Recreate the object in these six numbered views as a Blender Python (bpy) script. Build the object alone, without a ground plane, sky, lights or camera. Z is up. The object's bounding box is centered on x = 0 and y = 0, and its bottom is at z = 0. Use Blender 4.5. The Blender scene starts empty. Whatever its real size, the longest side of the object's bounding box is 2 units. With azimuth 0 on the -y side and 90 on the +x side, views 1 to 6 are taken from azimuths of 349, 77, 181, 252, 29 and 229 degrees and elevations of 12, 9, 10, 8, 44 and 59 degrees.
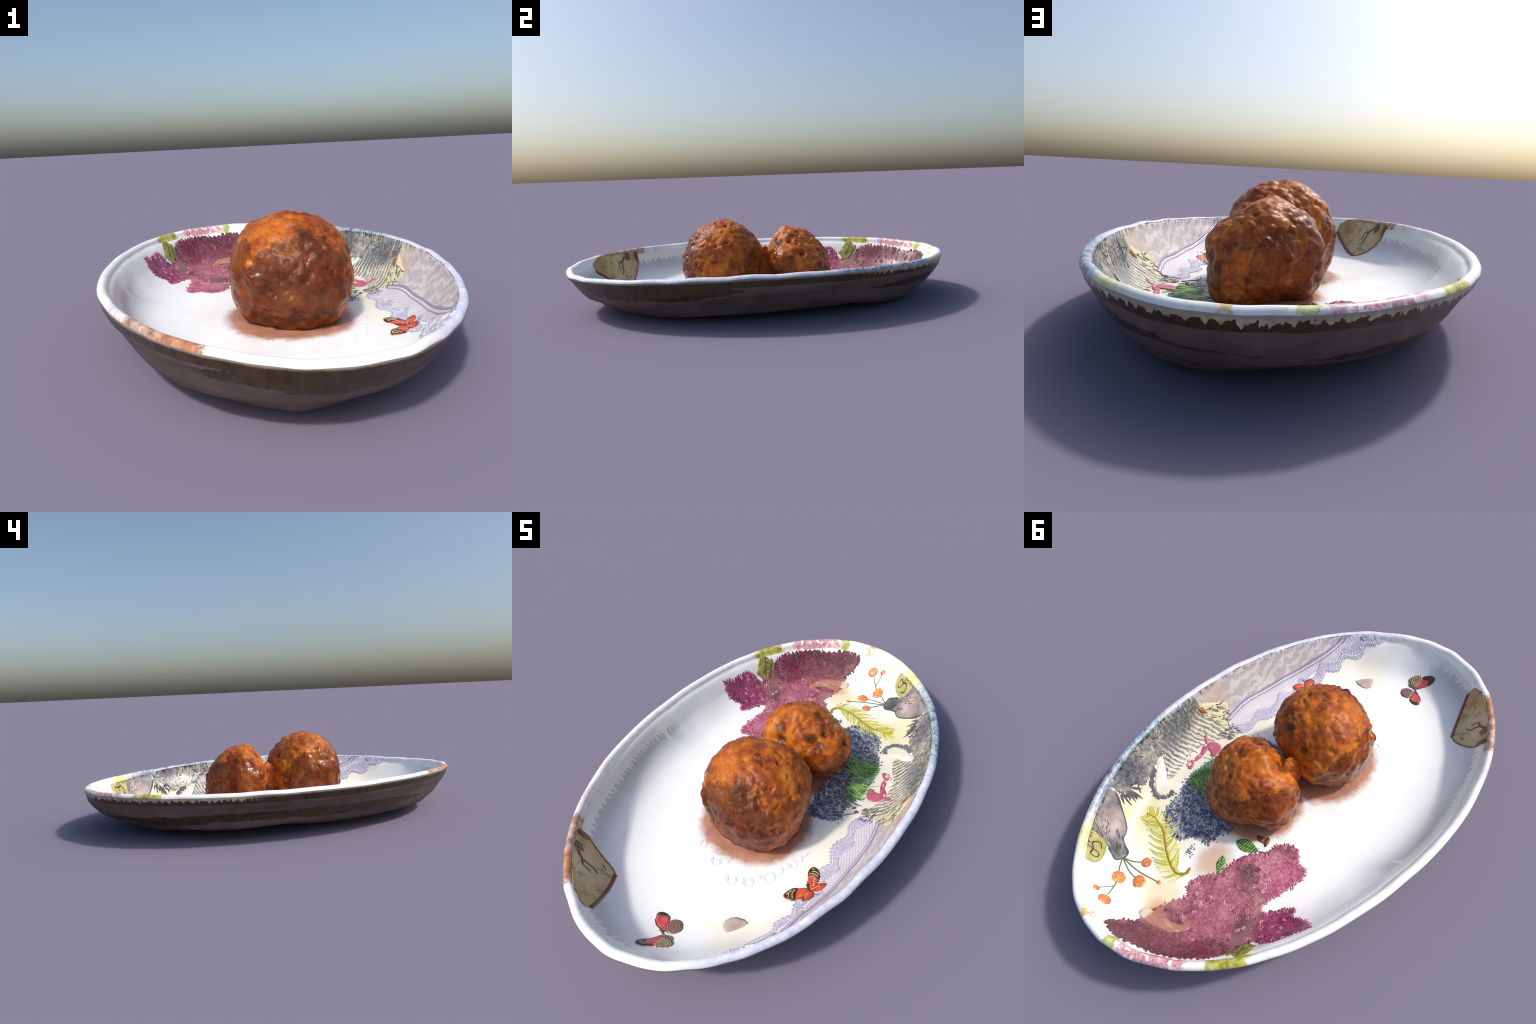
# Oval hand-built ceramic dish with a printed glaze, holding two cocoa-dusted truffles.
import bpy, bmesh, math, random
import numpy as np
from mathutils import Vector, noise as mn
from mathutils.bvhtree import BVHTree
from mathutils.geometry import delaunay_2d_cdt

rng = random.Random(7)
TAU = 2 * math.pi
scene = bpy.context.scene


# ------------------------------------------------------------------ colour and node helpers
def srgb(r, g, b):
    f = lambda c: c / 12.92 if c <= 0.04045 else ((c + 0.055) / 1.055) ** 2.4
    return (f(r / 255), f(g / 255), f(b / 255), 1.0)


class G:
    """small builder for shader graphs: every method returns an output socket"""

    def __init__(s, name):
        s.mat = bpy.data.materials.new(name)
        s.mat.use_nodes = True
        s.t = s.mat.node_tree
        s.t.nodes.clear()
        s.out = s.t.nodes.new("ShaderNodeOutputMaterial")
        s.bsdf = s.t.nodes.new("ShaderNodeBsdfPrincipled")
        s.t.links.new(s.bsdf.outputs[0], s.out.inputs[0])
        s.tc = s.t.nodes.new("ShaderNodeTexCoord")
        s.P = s.tc.outputs["Object"]
        sep = s.t.nodes.new("ShaderNodeSeparateXYZ")
        s.t.links.new(s.P, sep.inputs[0])
        s.X, s.Y, s.Z = sep.outputs

    def put(s, sock, v):
        if isinstance(v, bpy.types.NodeSocket):
            s.t.links.new(v, sock)
        else:
            sock.default_value = v

    def math(s, op, a, b=0.0, c=0.0, clamp=False):
        n = s.t.nodes.new("ShaderNodeMath")
        n.operation, n.use_clamp = op, clamp
        for i, v in enumerate((a, b, c)):
            s.put(n.inputs[i], v)
        return n.outputs[0]

    def add(s, a, b): return s.math("ADD", a, b)
    def sub(s, a, b): return s.math("SUBTRACT", a, b)
    def mul(s, a, b): return s.math("MULTIPLY", a, b)
    def mx(s, a, b): return s.math("MAXIMUM", a, b)
    def mn(s, a, b): return s.math("MINIMUM", a, b)

    def step(s, v, a, b):
        """0 below a, 1 above b (a may exceed b)"""
        n = s.t.nodes.new("ShaderNodeMapRange")
        n.interpolation_type = "SMOOTHSTEP"
        if a > b:
            a, b, lo, hi = b, a, 1.0, 0.0
        else:
            lo, hi = 0.0, 1.0
        s.put(n.inputs[0], v)
        for i, k in enumerate((a, b, lo, hi)):
            n.inputs[i + 1].default_value = k
        return n.outputs[0]

    def mix(s, f, a, b):
        n = s.t.nodes.new("ShaderNodeMix")
        n.data_type = "RGBA"
        s.put(n.inputs[0], f)
        s.put(n.inputs[6], a)
        s.put(n.inputs[7], b)
        return n.outputs[2]

    def vec(s, scale=(1, 1, 1), rot=(0, 0, 0), loc=(0, 0, 0), src=None):
        n = s.t.nodes.new("ShaderNodeMapping")
        s.t.links.new(src or s.P, n.inputs[0])
        n.inputs[1].default_value, n.inputs[2].default_value, n.inputs[3].default_value = loc, rot, scale
        return n.outputs[0]

    def noise(s, scale, detail=3.0, rough=0.55, dist=0.0, v=None, colour=False):
        n = s.t.nodes.new("ShaderNodeTexNoise")
        s.t.links.new(v or s.P, n.inputs["Vector"])
        n.inputs["Scale"].default_value, n.inputs["Detail"].default_value = scale, detail
        n.inputs["Roughness"].default_value, n.inputs["Distortion"].default_value = rough, dist
        return n.outputs[1 if colour else 0]

    def warp(s, scale, amount, detail=2.0, v=None):
        c = s.noise(scale, detail, v=v, colour=True)
        a = s.t.nodes.new("ShaderNodeVectorMath"); a.operation = "SUBTRACT"
        s.t.links.new(c, a.inputs[0]); a.inputs[1].default_value = (0.5, 0.5, 0.5)
        b = s.t.nodes.new("ShaderNodeVectorMath"); b.operation = "SCALE"
        s.t.links.new(a.outputs[0], b.inputs[0]); b.inputs["Scale"].default_value = amount
        d = s.t.nodes.new("ShaderNodeVectorMath"); d.operation = "ADD"
        s.t.links.new(v or s.P, d.inputs[0]); s.t.links.new(b.outputs[0], d.inputs[1])
        return d.outputs[0]

    def voronoi(s, scale, feature="F1", v=None, out=0, rand=1.0):
        n = s.t.nodes.new("ShaderNodeTexVoronoi")
        n.feature = feature
        s.t.links.new(v or s.P, n.inputs["Vector"])
        n.inputs["Scale"].default_value = scale
        n.inputs["Randomness"].default_value = rand
        return n.outputs[out]

    def wave(s, scale, dist=0.0, detail=2.0, dscale=1.0, v=None, dirn="X"):
        n = s.t.nodes.new("ShaderNodeTexWave")
        n.bands_direction = dirn
        s.t.links.new(v or s.P, n.inputs["Vector"])
        for k, x in (("Scale", scale), ("Distortion", dist), ("Detail", detail), ("Detail Scale", dscale)):
            n.inputs[k].default_value = x
        return n.outputs[1]

    def ramp(s, f, *stops):
        n = s.t.nodes.new("ShaderNodeValToRGB")
        s.t.links.new(f, n.inputs[0])
        e = n.color_ramp.elements
        while len(e) < len(stops):
            e.new(0.5)
        for el, (p, col) in zip(e, stops):
            el.position, el.color = p, col
        return n.outputs[0]

    def spot(s, cx, cy, rx, ry, inner=0.6, outer=1.0, rot=0.0, wob=0.0):
        """soft elliptical mask on the plan of the dish; wob: a socket added to the radius"""
        ca, sa = math.cos(rot), math.sin(rot)
        dx, dy = s.sub(s.X, cx), s.sub(s.Y, cy)
        a = s.add(s.mul(dx, ca / rx), s.mul(dy, sa / rx))
        b = s.add(s.mul(dx, -sa / ry), s.mul(dy, ca / ry))
        r = s.math("SQRT", s.add(s.mul(a, a), s.mul(b, b)))
        if wob:
            r = s.add(r, wob)
        return s.step(r, outer, inner)

    def rim_top(s):
        """height of the rim crest in the direction of the shaded point, and that direction in degrees"""
        t = s.math("ARCTAN2", s.Y, s.mul(s.X, 1 / .62))
        z = RIM_Z[0] + .001
        for k in (1, 2, 3):
            kt = s.mul(t, k)
            z = s.add(z, s.add(s.mul(s.math("COSINE", kt), RIM_Z[2 * k - 1]), s.mul(s.math("SINE", kt), RIM_Z[2 * k])))
        return z, s.mul(s.math("ARCTAN2", s.Y, s.X), 180 / math.pi)

    def teeth(s, ang, period):
        """ragged saw edge round the dish, 0..1"""
        w = s.add(s.math("DIVIDE", ang, period), s.mul(s.noise(9, 4, .7), 3.0))
        saw = s.math("PINGPONG", w, .5)
        w2 = s.add(s.math("DIVIDE", ang, period * .43), s.mul(s.noise(13, 3, .7), 3.0))
        return s.mul(s.add(s.mul(saw, 1.4), s.mul(s.math("PINGPONG", w2, .5), .6)), s.add(.35, s.noise(15, 2, .6)))

    def bump(s, h, strength=0.3, dist=0.01):
        n = s.t.nodes.new("ShaderNodeBump")
        s.t.links.new(h, n.inputs["Height"])
        n.inputs["Strength"].default_value, n.inputs["Distance"].default_value = strength, dist
        s.t.links.new(n.outputs[0], s.bsdf.inputs["Normal"])

    def done(s, colour, rough=0.35, spec=0.5, coat=0.0):
        s.put(s.bsdf.inputs["Base Color"], colour)
        s.put(s.bsdf.inputs["Roughness"], rough)
        s.put(s.bsdf.inputs["Specular IOR Level"], spec)
        if coat:
            s.put(s.bsdf.inputs["Coat Weight"], coat)
            s.bsdf.inputs["Coat Roughness"].default_value = 0.2
        return s.mat


# ------------------------------------------------------------------ form of the dish
RIM_R = [1.0046, .0036, -.0059, .0145, .04, .0022, -.0001, -.0008, .0027, .0011, -.0002, -.0012, .0023]
RIM_Z = [.236, -.0074, .0029, .0076, .0017, .0051, -.0027, .0003, -.0002]
# height of the underside at fractions of the radius; each row: mean and three harmonics round the dish
UNDER_K = [0, .3, .5, .65, .75, .8, .84, .88, .92, .96, 1.0]
UNDER = [[.012, -.003, .002, -.001, 0, 0, 0, 0, -.002], [.012, -.003, .003, -.001, 0, .001, .001, 0, -.003], [.014, -.005, .004, .001, 0, .001, .001, 0, -.007],
         [.024, -.007, .006, .004, .002, .001, .004, .002, -.011], [.041, -.004, -.002, .013, -.001, -.003, .005, 0, -.003], [.053, -.006, .001, .015, -.002, -.003, .001, .006, 0],
         [.064, -.007, -.005, .023, -.009, .004, -.014, .008, .01], [.089, -.006, -.005, .022, -.014, -.003, .001, .013, -.006], [.114, -.009, .001, .029, -.01, .002, .001, .006, .001],
         [.155, -.013, .001, .016, -.007, .003, .003, -.004, .007], [.201, -.005, -.005, .002, -.004, -.001, .003, -.004, .002]]
# inside wall: depth inwards from the rim -> height
WALL_D = [.036, .043, .053, .070, .088, .103, .123, .143, .173, .205, .300]
WALL_STEEP = [.203, .190, .172, .141, .117, .102, .082, .064, .052, .048, .046]
WALL_SOFT = [.208, .205, .196, .168, .136, .118, .098, .084, .068, .058, .047]      # the thicker, plain side


def harmonics(a, t):
    r = np.full_like(t, a[0])
    for k in range(1, (len(a) + 1) // 2):
        r = r + a[2 * k - 1] * np.cos(k * t) + a[2 * k] * np.sin(k * t)
    return r


NT = 400
th = np.linspace(0, TAU, NT, endpoint=False)


def wobble(t, seed, lo, hi, amp):
    g = np.random.default_rng(seed)
    s = np.zeros_like(t)
    for k in range(lo, hi):
        s += g.normal() * np.cos(k * t + g.uniform(0, TAU)) / math.sqrt(hi - lo)
    return s * amp


rfac = harmonics(RIM_R, th) + wobble(th, 3, 9, 40, .0016)
RX, RY = .62 * np.cos(th) * rfac, np.sin(th) * rfac
RZ = harmonics(RIM_Z, th) + wobble(th, 5, 8, 34, .0014) + .001 - .004 * np.exp(-((np.degrees(th) - 258) / 30) ** 2)
RR = np.hypot(RX, RY)
RX, RY, RR = RX * (1 + .004 / RR), RY * (1 + .004 / RR), RR + .004


def plan_rise(x, y):
    e = np.clip(1 - (y / .75) ** 2, 0, 1)
    return (.007 - .006 * np.clip(x / .3, 0, 1)) * e


def undulate(x, y, seed):
    g = np.random.default_rng(seed)
    s = np.zeros_like(x)
    for _ in range(14):
        kx, ky = g.normal(0, 11, 2)
        s += np.cos(kx * x + ky * y + g.uniform(0, TAU))
    return s / 14


flank = np.interp(np.degrees(th), [0, 30, 60, 90, 120, 150, 180, 210, 240, 275, 300, 325, 345], [-.008, -.004, .002, .008, .016, 0, -.014, -.004, 0, 0, -.012, -.019, -.013], period=360)
under_z = np.stack([harmonics(row, th) for row in UNDER])
rings, zone = [], []
for f in np.concatenate([np.linspace(.03, .6, 14)[:-1], np.linspace(.6, .985, 30)]):
    z = np.array([np.interp(f, UNDER_K, under_z[:, i]) for i in range(NT)])
    x, y = f * RX, f * RY
    z = z - .006 * np.exp(-((f - .76) / .13) ** 2) * np.clip(1.1 - np.exp(-((y + .95) / .35) ** 2) * 1.1, 0, 1)     # full belly
    z = z + flank * np.exp(-((f - .84) / .10) ** 2) - .009 * np.exp(-((x + .115) ** 2 + (y + .84) ** 2) / .045 ** 2)
    z = z + .007 * undulate(x, y, 2) * min(1, 4 * (1 - f)) * (0.5 if f < .6 else 1)
    rings.append(np.stack([x, y, np.maximum(z, 0)], 1)); zone.append("under")
A = .0175
for a in np.radians(np.linspace(-40, 186, 23)):
    f = 1 - (A - A * math.cos(a)) / RR
    rings.append(np.stack([f * RX, f * RY, RZ - A + A * math.sin(a)], 1)); zone.append("rim" if a > .30 else "under")
inset = [.043, .047, .052, .058, .064, .070, .077, .085, .092, .1, .11, .12, .135, .15, .17, .2, .25, .3]
core = 1 - .3 / RR
for j, d in enumerate(inset + list(np.linspace(.93, .03, 16))):
    f = 1 - d / RR if j < len(inset) else core * d
    x, y = f * RX, f * RY
    ins = RR * (1 - f)
    dent = .017 * undulate(x, y, 11) * np.clip((ins - .05) / .08, 0, 1)
    ins2 = ins + .016 * undulate(x, y, 21) * np.clip((ins - .045) / .03, 0, 1)
    soft = np.interp(np.degrees(th), [0, 45, 90, 135, 180, 215, 240, 265, 295, 325], [.05, 0, .25, 1, 1, .85, .15, .25, .9, .6], period=360)
    z = (1 - soft) * np.interp(ins2, WALL_D, WALL_STEEP) + soft * np.interp(ins2, WALL_D, WALL_SOFT)
    z = z + plan_rise(x, y) + dent * .55
    # shoulder below the lip follows the height of the lip
    z = z + (RZ - .237) * np.clip((.09 - ins) / .04, 0, 1)
    rings.append(np.stack([x, y, z], 1)); zone.append("basin")

V = np.concatenate(rings + [rings[0].mean(0)[None], rings[-1].mean(0)[None]])
V[:, 2] -= V[:, 2].min()
V[:, 1] -= (V[:, 1].max() + V[:, 1].min()) / 2
V[:, 0] -= (V[:, 0].max() + V[:, 0].min()) / 2
V[:, :2] *= 1.0 / V[:, 1].max()          # two metres from end to end
nr = len(rings)
F, part_of = [], []
for j in range(nr - 1):
    for i in range(NT):
        k = (i + 1) % NT
        F.append((j * NT + i, j * NT + k, (j + 1) * NT + k, (j + 1) * NT + i))
        part_of.append(zone[j] if zone[j] == zone[j + 1] else ("rim"))
for i in range(NT):
    k = (i + 1) % NT
    F.append((nr * NT, k, i)); part_of.append("under")
    F.append((nr * NT + 1, (nr - 1) * NT + i, (nr - 1) * NT + k)); part_of.append("basin")

whole = bpy.data.meshes.new("dish_whole")
whole.from_pydata(V.tolist(), [], F)
whole.update()
# first underside triangle must look down
if whole.polygons[len(F) - 2].normal.z > 0:
    whole.flip_normals(); whole.update()
F = [tuple(p.vertices) for p in whole.polygons]
VN = np.array([v.normal[:] for v in whole.vertices])
BVH = BVHTree.FromPolygons(V.tolist(), F)


def link(o, parent=None):
    scene.collection.objects.link(o)
    if parent:
        o.parent = parent
    return o


dish = link(bpy.data.objects.new("oval_dish", None))
dish["label"] = "Hand-built oval ceramic dish printed with flowers, lace, butterflies"
dish["category"] = "ceramic dish"


def split_part(name, key, mat):
    fs = [f for f, p in zip(F, part_of) if p == key]
    used = sorted({i for f in fs for i in f})
    idx = {v: n for n, v in enumerate(used)}
    me = bpy.data.meshes.new(name)
    me.from_pydata([V[i].tolist() for i in used], [], [[idx[i] for i in f] for f in fs])
    me.materials.append(mat)
    me.polygons.foreach_set("use_smooth", [True] * len(me.polygons))
    me.update()
    me.normals_split_custom_set_from_vertices([VN[i].tolist() for i in used])
    return link(bpy.data.objects.new(name, me), dish)


# ------------------------------------------------------------------ glaze materials
def glaze_white(name):
    g = G(name)
    n = g.noise(5, 4, .55)
    base = g.ramp(n, (.3, srgb(240, 240, 237)), (.55, srgb(246, 247, 246)), (.75, srgb(237, 243, 243)))
    return g, base


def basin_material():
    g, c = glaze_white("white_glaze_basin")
    soft = g.mul(g.sub(g.noise(9, 5, .6), .5), .9)
    fine = g.mul(g.sub(g.noise(30, 4, .6), .5), .5)
    # cream and beige watercolour washes behind the printed flowers
    for cx, cy, rx, ry, rot, col, k in (
            (.30, .52, .26, .28, .2, (236, 228, 190), .75), (.42, .56, .13, .16, .5, (214, 202, 160), .7),
            (.02, .74, .14, .13, .3, (226, 214, 176), .85), (0, .5, .10, .12, .2, (196, 152, 112), .75),
            (-.03, .79, .10, .07, -.3, (205, 150, 112), .8), (.44, .2, .11, .28, 0, (226, 216, 190), .7),
            (.44, -.12, .13, .3, .1, (226, 218, 200), .6), (.24, -.68, .2, .16, .4, (244, 236, 214), .6),
            (.53, .02, .06, .12, 0, (196, 164, 132), .5), (.36, -.2, .12, .3, 0, (242, 238, 214), .5)):
        m = g.spot(cx, cy, rx, ry, .35, 1.05, rot, wob=soft)
        c = g.mix(g.mul(m, k), c, srgb(*col))
    # cocoa stain soaking out from under the truffles
    st = g.mx(g.spot(.03, -.20, .245, .245, .86, 1.05, wob=g.add(g.mul(soft, .3), g.mul(fine, .3))),
              g.spot(.08, .17, .215, .20, .84, 1.04, wob=g.add(g.mul(soft, .4), g.mul(fine, .3))))
    stc = g.ramp(g.noise(14, 4, .6), (.3, srgb(150, 92, 66)), (.6, srgb(184, 122, 92)), (.8, srgb(196, 142, 112)))
    c = g.mix(g.mul(st, .93), c, stc)
    # rim's cast shadow painted grey into the glaze, ragged upper edge
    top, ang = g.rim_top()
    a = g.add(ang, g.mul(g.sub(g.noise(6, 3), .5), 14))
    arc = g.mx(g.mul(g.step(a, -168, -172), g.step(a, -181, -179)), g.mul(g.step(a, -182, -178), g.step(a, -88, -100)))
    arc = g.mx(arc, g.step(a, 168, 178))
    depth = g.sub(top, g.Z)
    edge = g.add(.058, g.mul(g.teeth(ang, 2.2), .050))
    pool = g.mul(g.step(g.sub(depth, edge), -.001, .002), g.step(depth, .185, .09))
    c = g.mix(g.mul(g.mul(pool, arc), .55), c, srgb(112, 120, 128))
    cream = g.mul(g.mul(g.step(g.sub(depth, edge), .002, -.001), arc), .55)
    c = g.mix(cream, c, srgb(214, 208, 192))  # lighter teeth left above the painted shadow
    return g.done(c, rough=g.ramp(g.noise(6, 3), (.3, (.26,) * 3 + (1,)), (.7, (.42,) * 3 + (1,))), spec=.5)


def rim_material():
    g, c = glaze_white("white_glaze_rim")
    c = g.mix(g.mul(g.step(g.noise(16, 4, .6), .45, .7), .35), c, srgb(206, 198, 188))
    ang = g.mul(g.math("ARCTAN2", g.Y, g.X), 180 / math.pi)
    jit = g.mul(g.sub(g.noise(26, 4, .6), .5), 9)
    a = g.add(ang, jit)
    band = lambda lo, hi, w=2.0: g.mul(g.step(a, lo - w, lo + w), g.step(a, hi + w, hi - w))
    mott = g.noise(34, 5, .65)
    fine = g.noise(90, 4, .6)
    # lavender tint along the lace side
    c = g.mix(g.mul(band(-78, 30, 6), .85), c, g.ramp(mott, (.3, srgb(178, 178, 206)), (.5, srgb(206, 208, 228)), (.65, srgb(228, 234, 242))))
    # blue-grey feathers running over the rim
    c = g.mix(band(20, 62, 9), c, g.ramp(g.noise(42, 5, .7, 1.2), (.33, srgb(72, 84, 108)), (.48, srgb(138, 156, 172)), (.6, srgb(188, 204, 210)), (.72, srgb(146, 150, 178))))
    c = g.mix(band(61.5, 68.5, 1.2), c, g.ramp(mott, (.35, srgb(202, 196, 132)), (.6, srgb(226, 224, 178))))
    c = g.mix(g.mul(band(68, 75, 3), .5), c, srgb(224, 228, 206))
    c = g.mix(band(83.2, 84.6, .6), c, srgb(206, 180, 120))
    c = g.mix(band(91, 93.4, .6), c, g.ramp(mott, (.4, srgb(168, 178, 92)), (.6, srgb(206, 214, 150))))
    c = g.mix(g.mul(band(94.5, 109, 1.5), g.step(mott, .40, .50)), c, g.ramp(fine, (.35, srgb(190, 108, 128)), (.6, srgb(224, 178, 186))))
    c = g.mix(band(112.5, 123, 1.2), c, g.ramp(mott, (.36, srgb(146, 140, 52)), (.5, srgb(190, 186, 84)), (.66, srgb(212, 210, 140))))
    # rusty brown paper edge
    c = g.mix(g.mul(band(-140, -128, 3), .6), c, g.ramp(mott, (.35, srgb(178, 150, 142)), (.6, srgb(228, 220, 222))))
    c = g.mix(band(-130, -111.6, 1), c, g.ramp(mott, (.36, srgb(140, 98, 80)), (.5, srgb(188, 152, 132)), (.66, srgb(208, 190, 180))))
    c = g.mix(band(-119, -111.6, 1), c, g.ramp(mott, (.36, srgb(150, 94, 66)), (.6, srgb(196, 144, 108))))
    c = g.mix(g.mul(g.step(mott, .60, .68), .35), c, srgb(206, 200, 192))
    return g.done(c, rough=.33, spec=.5)


def clay_material():
    g = G("brown_clay_underside")
    n = g.noise(7, 5, .6)
    fine = g.noise(38, 5, .65, 0, g.vec((1, 1, .35)))
    c = g.ramp(n, (.3, srgb(88, 74, 68)), (.5, srgb(104, 88, 81)), (.7, srgb(114, 98, 91)))
    c = g.mix(g.mul(g.step(fine, .55, .75), .35), c, srgb(74, 60, 50))
    # dark wet-looking bands, ragged, coloured for the dark ground they reflect
    lift = g.mul(g.sub(g.noise(13, 5, .7), .5), .045)
    h = g.add(g.Z, lift)
    ang = g.mul(g.math("ARCTAN2", g.Y, g.X), 180 / math.pi)
    a = g.add(ang, g.mul(g.sub(g.noise(8, 4, .7), .5), 26))
    reach_ = lambda lo, hi: g.mul(g.step(a, lo, lo + 34), g.step(a, hi, hi - 34))
    bnd = lambda lo, hi, r_: g.step(g.sub(g.math("ABSOLUTE", g.sub(h, (lo + hi) / 2)), g.mul(r_, (hi - lo) / 2)), .0012, -.0012)
    dark = bnd(.125, .225, reach_(-122, -12))
    dark = g.mx(dark, bnd(.096, .150, g.mx(g.mx(reach_(-215, -118), reach_(145, 260)), g.mul(reach_(110, 200), .8))))
    dark = g.mx(dark, g.step(g.add(g.sub(g.rim_top()[0], g.Z), g.mul(lift, .35)), .052, .048))
    dark = g.mx(dark, bnd(.11, .15, reach_(28, 90)))
    dark = g.mx(dark, bnd(.082, .13, reach_(85, 150)))
    spots = g.mul(g.step(g.noise(5.5, 4, .7, 0, g.vec((1, 1, 1.8), loc=(3, 1, 0))), .69, .70), .8)
    dark = g.mx(dark, spots)
    dc = g.ramp(fine, (.35, srgb(56, 43, 26)), (.6, srgb(78, 60, 36)))
    c = g.mix(dark, c, dc)
    # ragged cream teeth along the upper edge of the brown wall
    top, ang2 = g.rim_top()
    depth = g.sub(top, g.Z)
    reach = g.add(.019, g.mul(g.teeth(ang2, 2.4), .026))
    side = g.mul(g.step(ang2, 26, 44), g.step(ang2, 160, 146))
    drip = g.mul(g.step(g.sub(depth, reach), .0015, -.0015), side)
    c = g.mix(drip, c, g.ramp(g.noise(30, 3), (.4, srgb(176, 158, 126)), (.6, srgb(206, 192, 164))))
    thin = g.step(g.add(depth, g.mul(g.sub(g.noise(30, 3), .5), .006)), .026, .018)  # grey tint for the occlusion just below the lip
    c = g.mix(g.mul(thin, .8), c, srgb(150, 142, 132))
    g.bump(g.noise(24, 4, .6), .25, .01)
    return g.done(c, rough=g.sub(.62, g.mul(dark, .3)), spec=.4)


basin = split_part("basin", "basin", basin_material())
rim = split_part("rim", "rim", rim_material())
under = split_part("underside", "under", clay_material())


# ------------------------------------------------------------------ draping printed pieces on the glaze
def drape(x, y, lift):
    t = math.atan2(y, x / .62) % TAU
    lim = float(np.interp(t, th, RR, period=TAU)) - .034      # prints stop at the lip
    d = math.hypot(x, y)
    if d > lim:
        x, y = x * lim / d, y * lim / d
    hit, n, _, _ = BVH.ray_cast(Vector((x, y, 1.0)), Vector((0, 0, -1)))
    if hit is None:
        return Vector((x, y, 0.2)), Vector((0, 0, 1))
    if n.z < 0:
        n = -n
    return hit + n * lift, n


class Film:
    """collects thin draped shapes into one mesh"""

    def __init__(s, name, mat, parent, lift, kind=None):
        s.name, s.mat, s.parent, s.lift, s.kind = name, mat, parent, lift + .0007, kind
        s.v, s.f = [], []

    def _skirt(s, ring, base):
        b = len(s.v)
        for p, n in base:
            s.v.append(p - n * (s.lift + .002))
        m = len(ring)
        for i in range(m):
            k = (i + 1) % m
            s.f.append((ring[k], ring[i], b + i, b + k))

    def fan(s, pts, lift=None):
        """small convex-ish outline, fan from its centre"""
        L = s.lift if lift is None else lift
        cx, cy = sum(p[0] for p in pts) / len(pts), sum(p[1] for p in pts) / len(pts)
        d = [drape(x, y, L) for x, y in pts]
        i0 = len(s.v)
        s.v.append(drape(cx, cy, L)[0])
        s.v += [p for p, _ in d]
        m = len(pts)
        for i in range(m):
            s.f.append((i0, i0 + 1 + i, i0 + 1 + (i + 1) % m))
        s._skirt([i0 + 1 + i for i in range(m)], d)

    def patch(s, outline, res=.008):
        """any outline, filled with a fine mesh that follows the dish"""
        pts = [Vector(p) for p in outline]
        x0, x1 = min(p.x for p in pts), max(p.x for p in pts)
        y0, y1 = min(p.y for p in pts), max(p.y for p in pts)
        m = len(pts)
        px, py = np.array([p.x for p in pts]), np.array([p.y for p in pts])
        qx, qy = np.roll(px, -1), np.roll(py, -1)

        def inside(x, y):
            c = (py > y) != (qy > y)
            with np.errstate(divide="ignore", invalid="ignore"):
                xi = (qx - px) * (y - py) / (qy - py) + px
            near = np.hypot(px - x, py - y).min()
            return near > res * .45 and np.count_nonzero(c & (x < xi)) % 2 == 1
        grid = []
        for a in np.arange(x0, x1, res):
            for b in np.arange(y0, y1, res):
                x, y = a + rng.uniform(-.2, .2) * res, b + rng.uniform(-.2, .2) * res
                if inside(x, y):
                    grid.append(Vector((x, y)))
        vs, _, fs, *_ = delaunay_2d_cdt(pts + grid, [(i, (i + 1) % m) for i in range(m)], [], 1, 1e-6)
        i0 = len(s.v)
        d = [drape(p.x, p.y, s.lift) for p in vs]
        s.v += [p for p, _ in d]
        edges = {}
        for f in fs:
            a, b, c = (vs[i] for i in f[:3])
            f = list(f)
            if (b - a).cross(c - a) < 0:
                f.reverse()
            s.f.append(tuple(i0 + i for i in f))
            for i in range(len(f)):
                e = (f[i], f[(i + 1) % len(f)])
                edges[e] = 1
        for (a, b) in edges:
            if (b, a) not in edges:
                j = len(s.v)
                s.v += [d[a][0] - d[a][1] * (s.lift + .002), d[b][0] - d[b][1] * (s.lift + .002)]
                s.f.append((i0 + b, i0 + a, j, j + 1))

    def stroke(s, pts, w0, w1=None, seg=None):
        """tapered brush line through control points"""
        w1 = w0 if w1 is None else w1
        c = spline(pts, seg or max(4, int(3 * len(pts))))
        n = len(c)
        L, i0 = s.lift, len(s.v)
        d = []
        for i, (x, y) in enumerate(c):
            a, b = c[max(0, i - 1)], c[min(n - 1, i + 1)]
            tx, ty = b[0] - a[0], b[1] - a[1]
            l = math.hypot(tx, ty) or 1
            w = (w0 + (w1 - w0) * i / (n - 1)) / 2
            d.append(drape(x - ty / l * w, y + tx / l * w, L))
            d.append(drape(x + ty / l * w, y - tx / l * w, L))
        s.v += [p for p, _ in d]
        for i in range(n - 1):
            s.f.append((i0 + 2 * i, i0 + 2 * i + 1, i0 + 2 * i + 3, i0 + 2 * i + 2))
        ring = [2 * i for i in range(n)] + [2 * i + 1 for i in range(n - 1, -1, -1)]
        ring.reverse()
        s._skirt([i0 + r for r in ring], [d[r] for r in ring])

    def build(s):
        me = bpy.data.meshes.new(s.name)
        me.from_pydata([tuple(p) for p in s.v], [], s.f)
        me.materials.append(s.mat)
        me.polygons.foreach_set("use_smooth", [True] * len(me.polygons))
        me.update()
        # shade as part of the glaze underneath
        o = link(bpy.data.objects.new(s.name, me), s.parent)
        if s.kind:
            o["kind"] = s.kind
        return o


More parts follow.
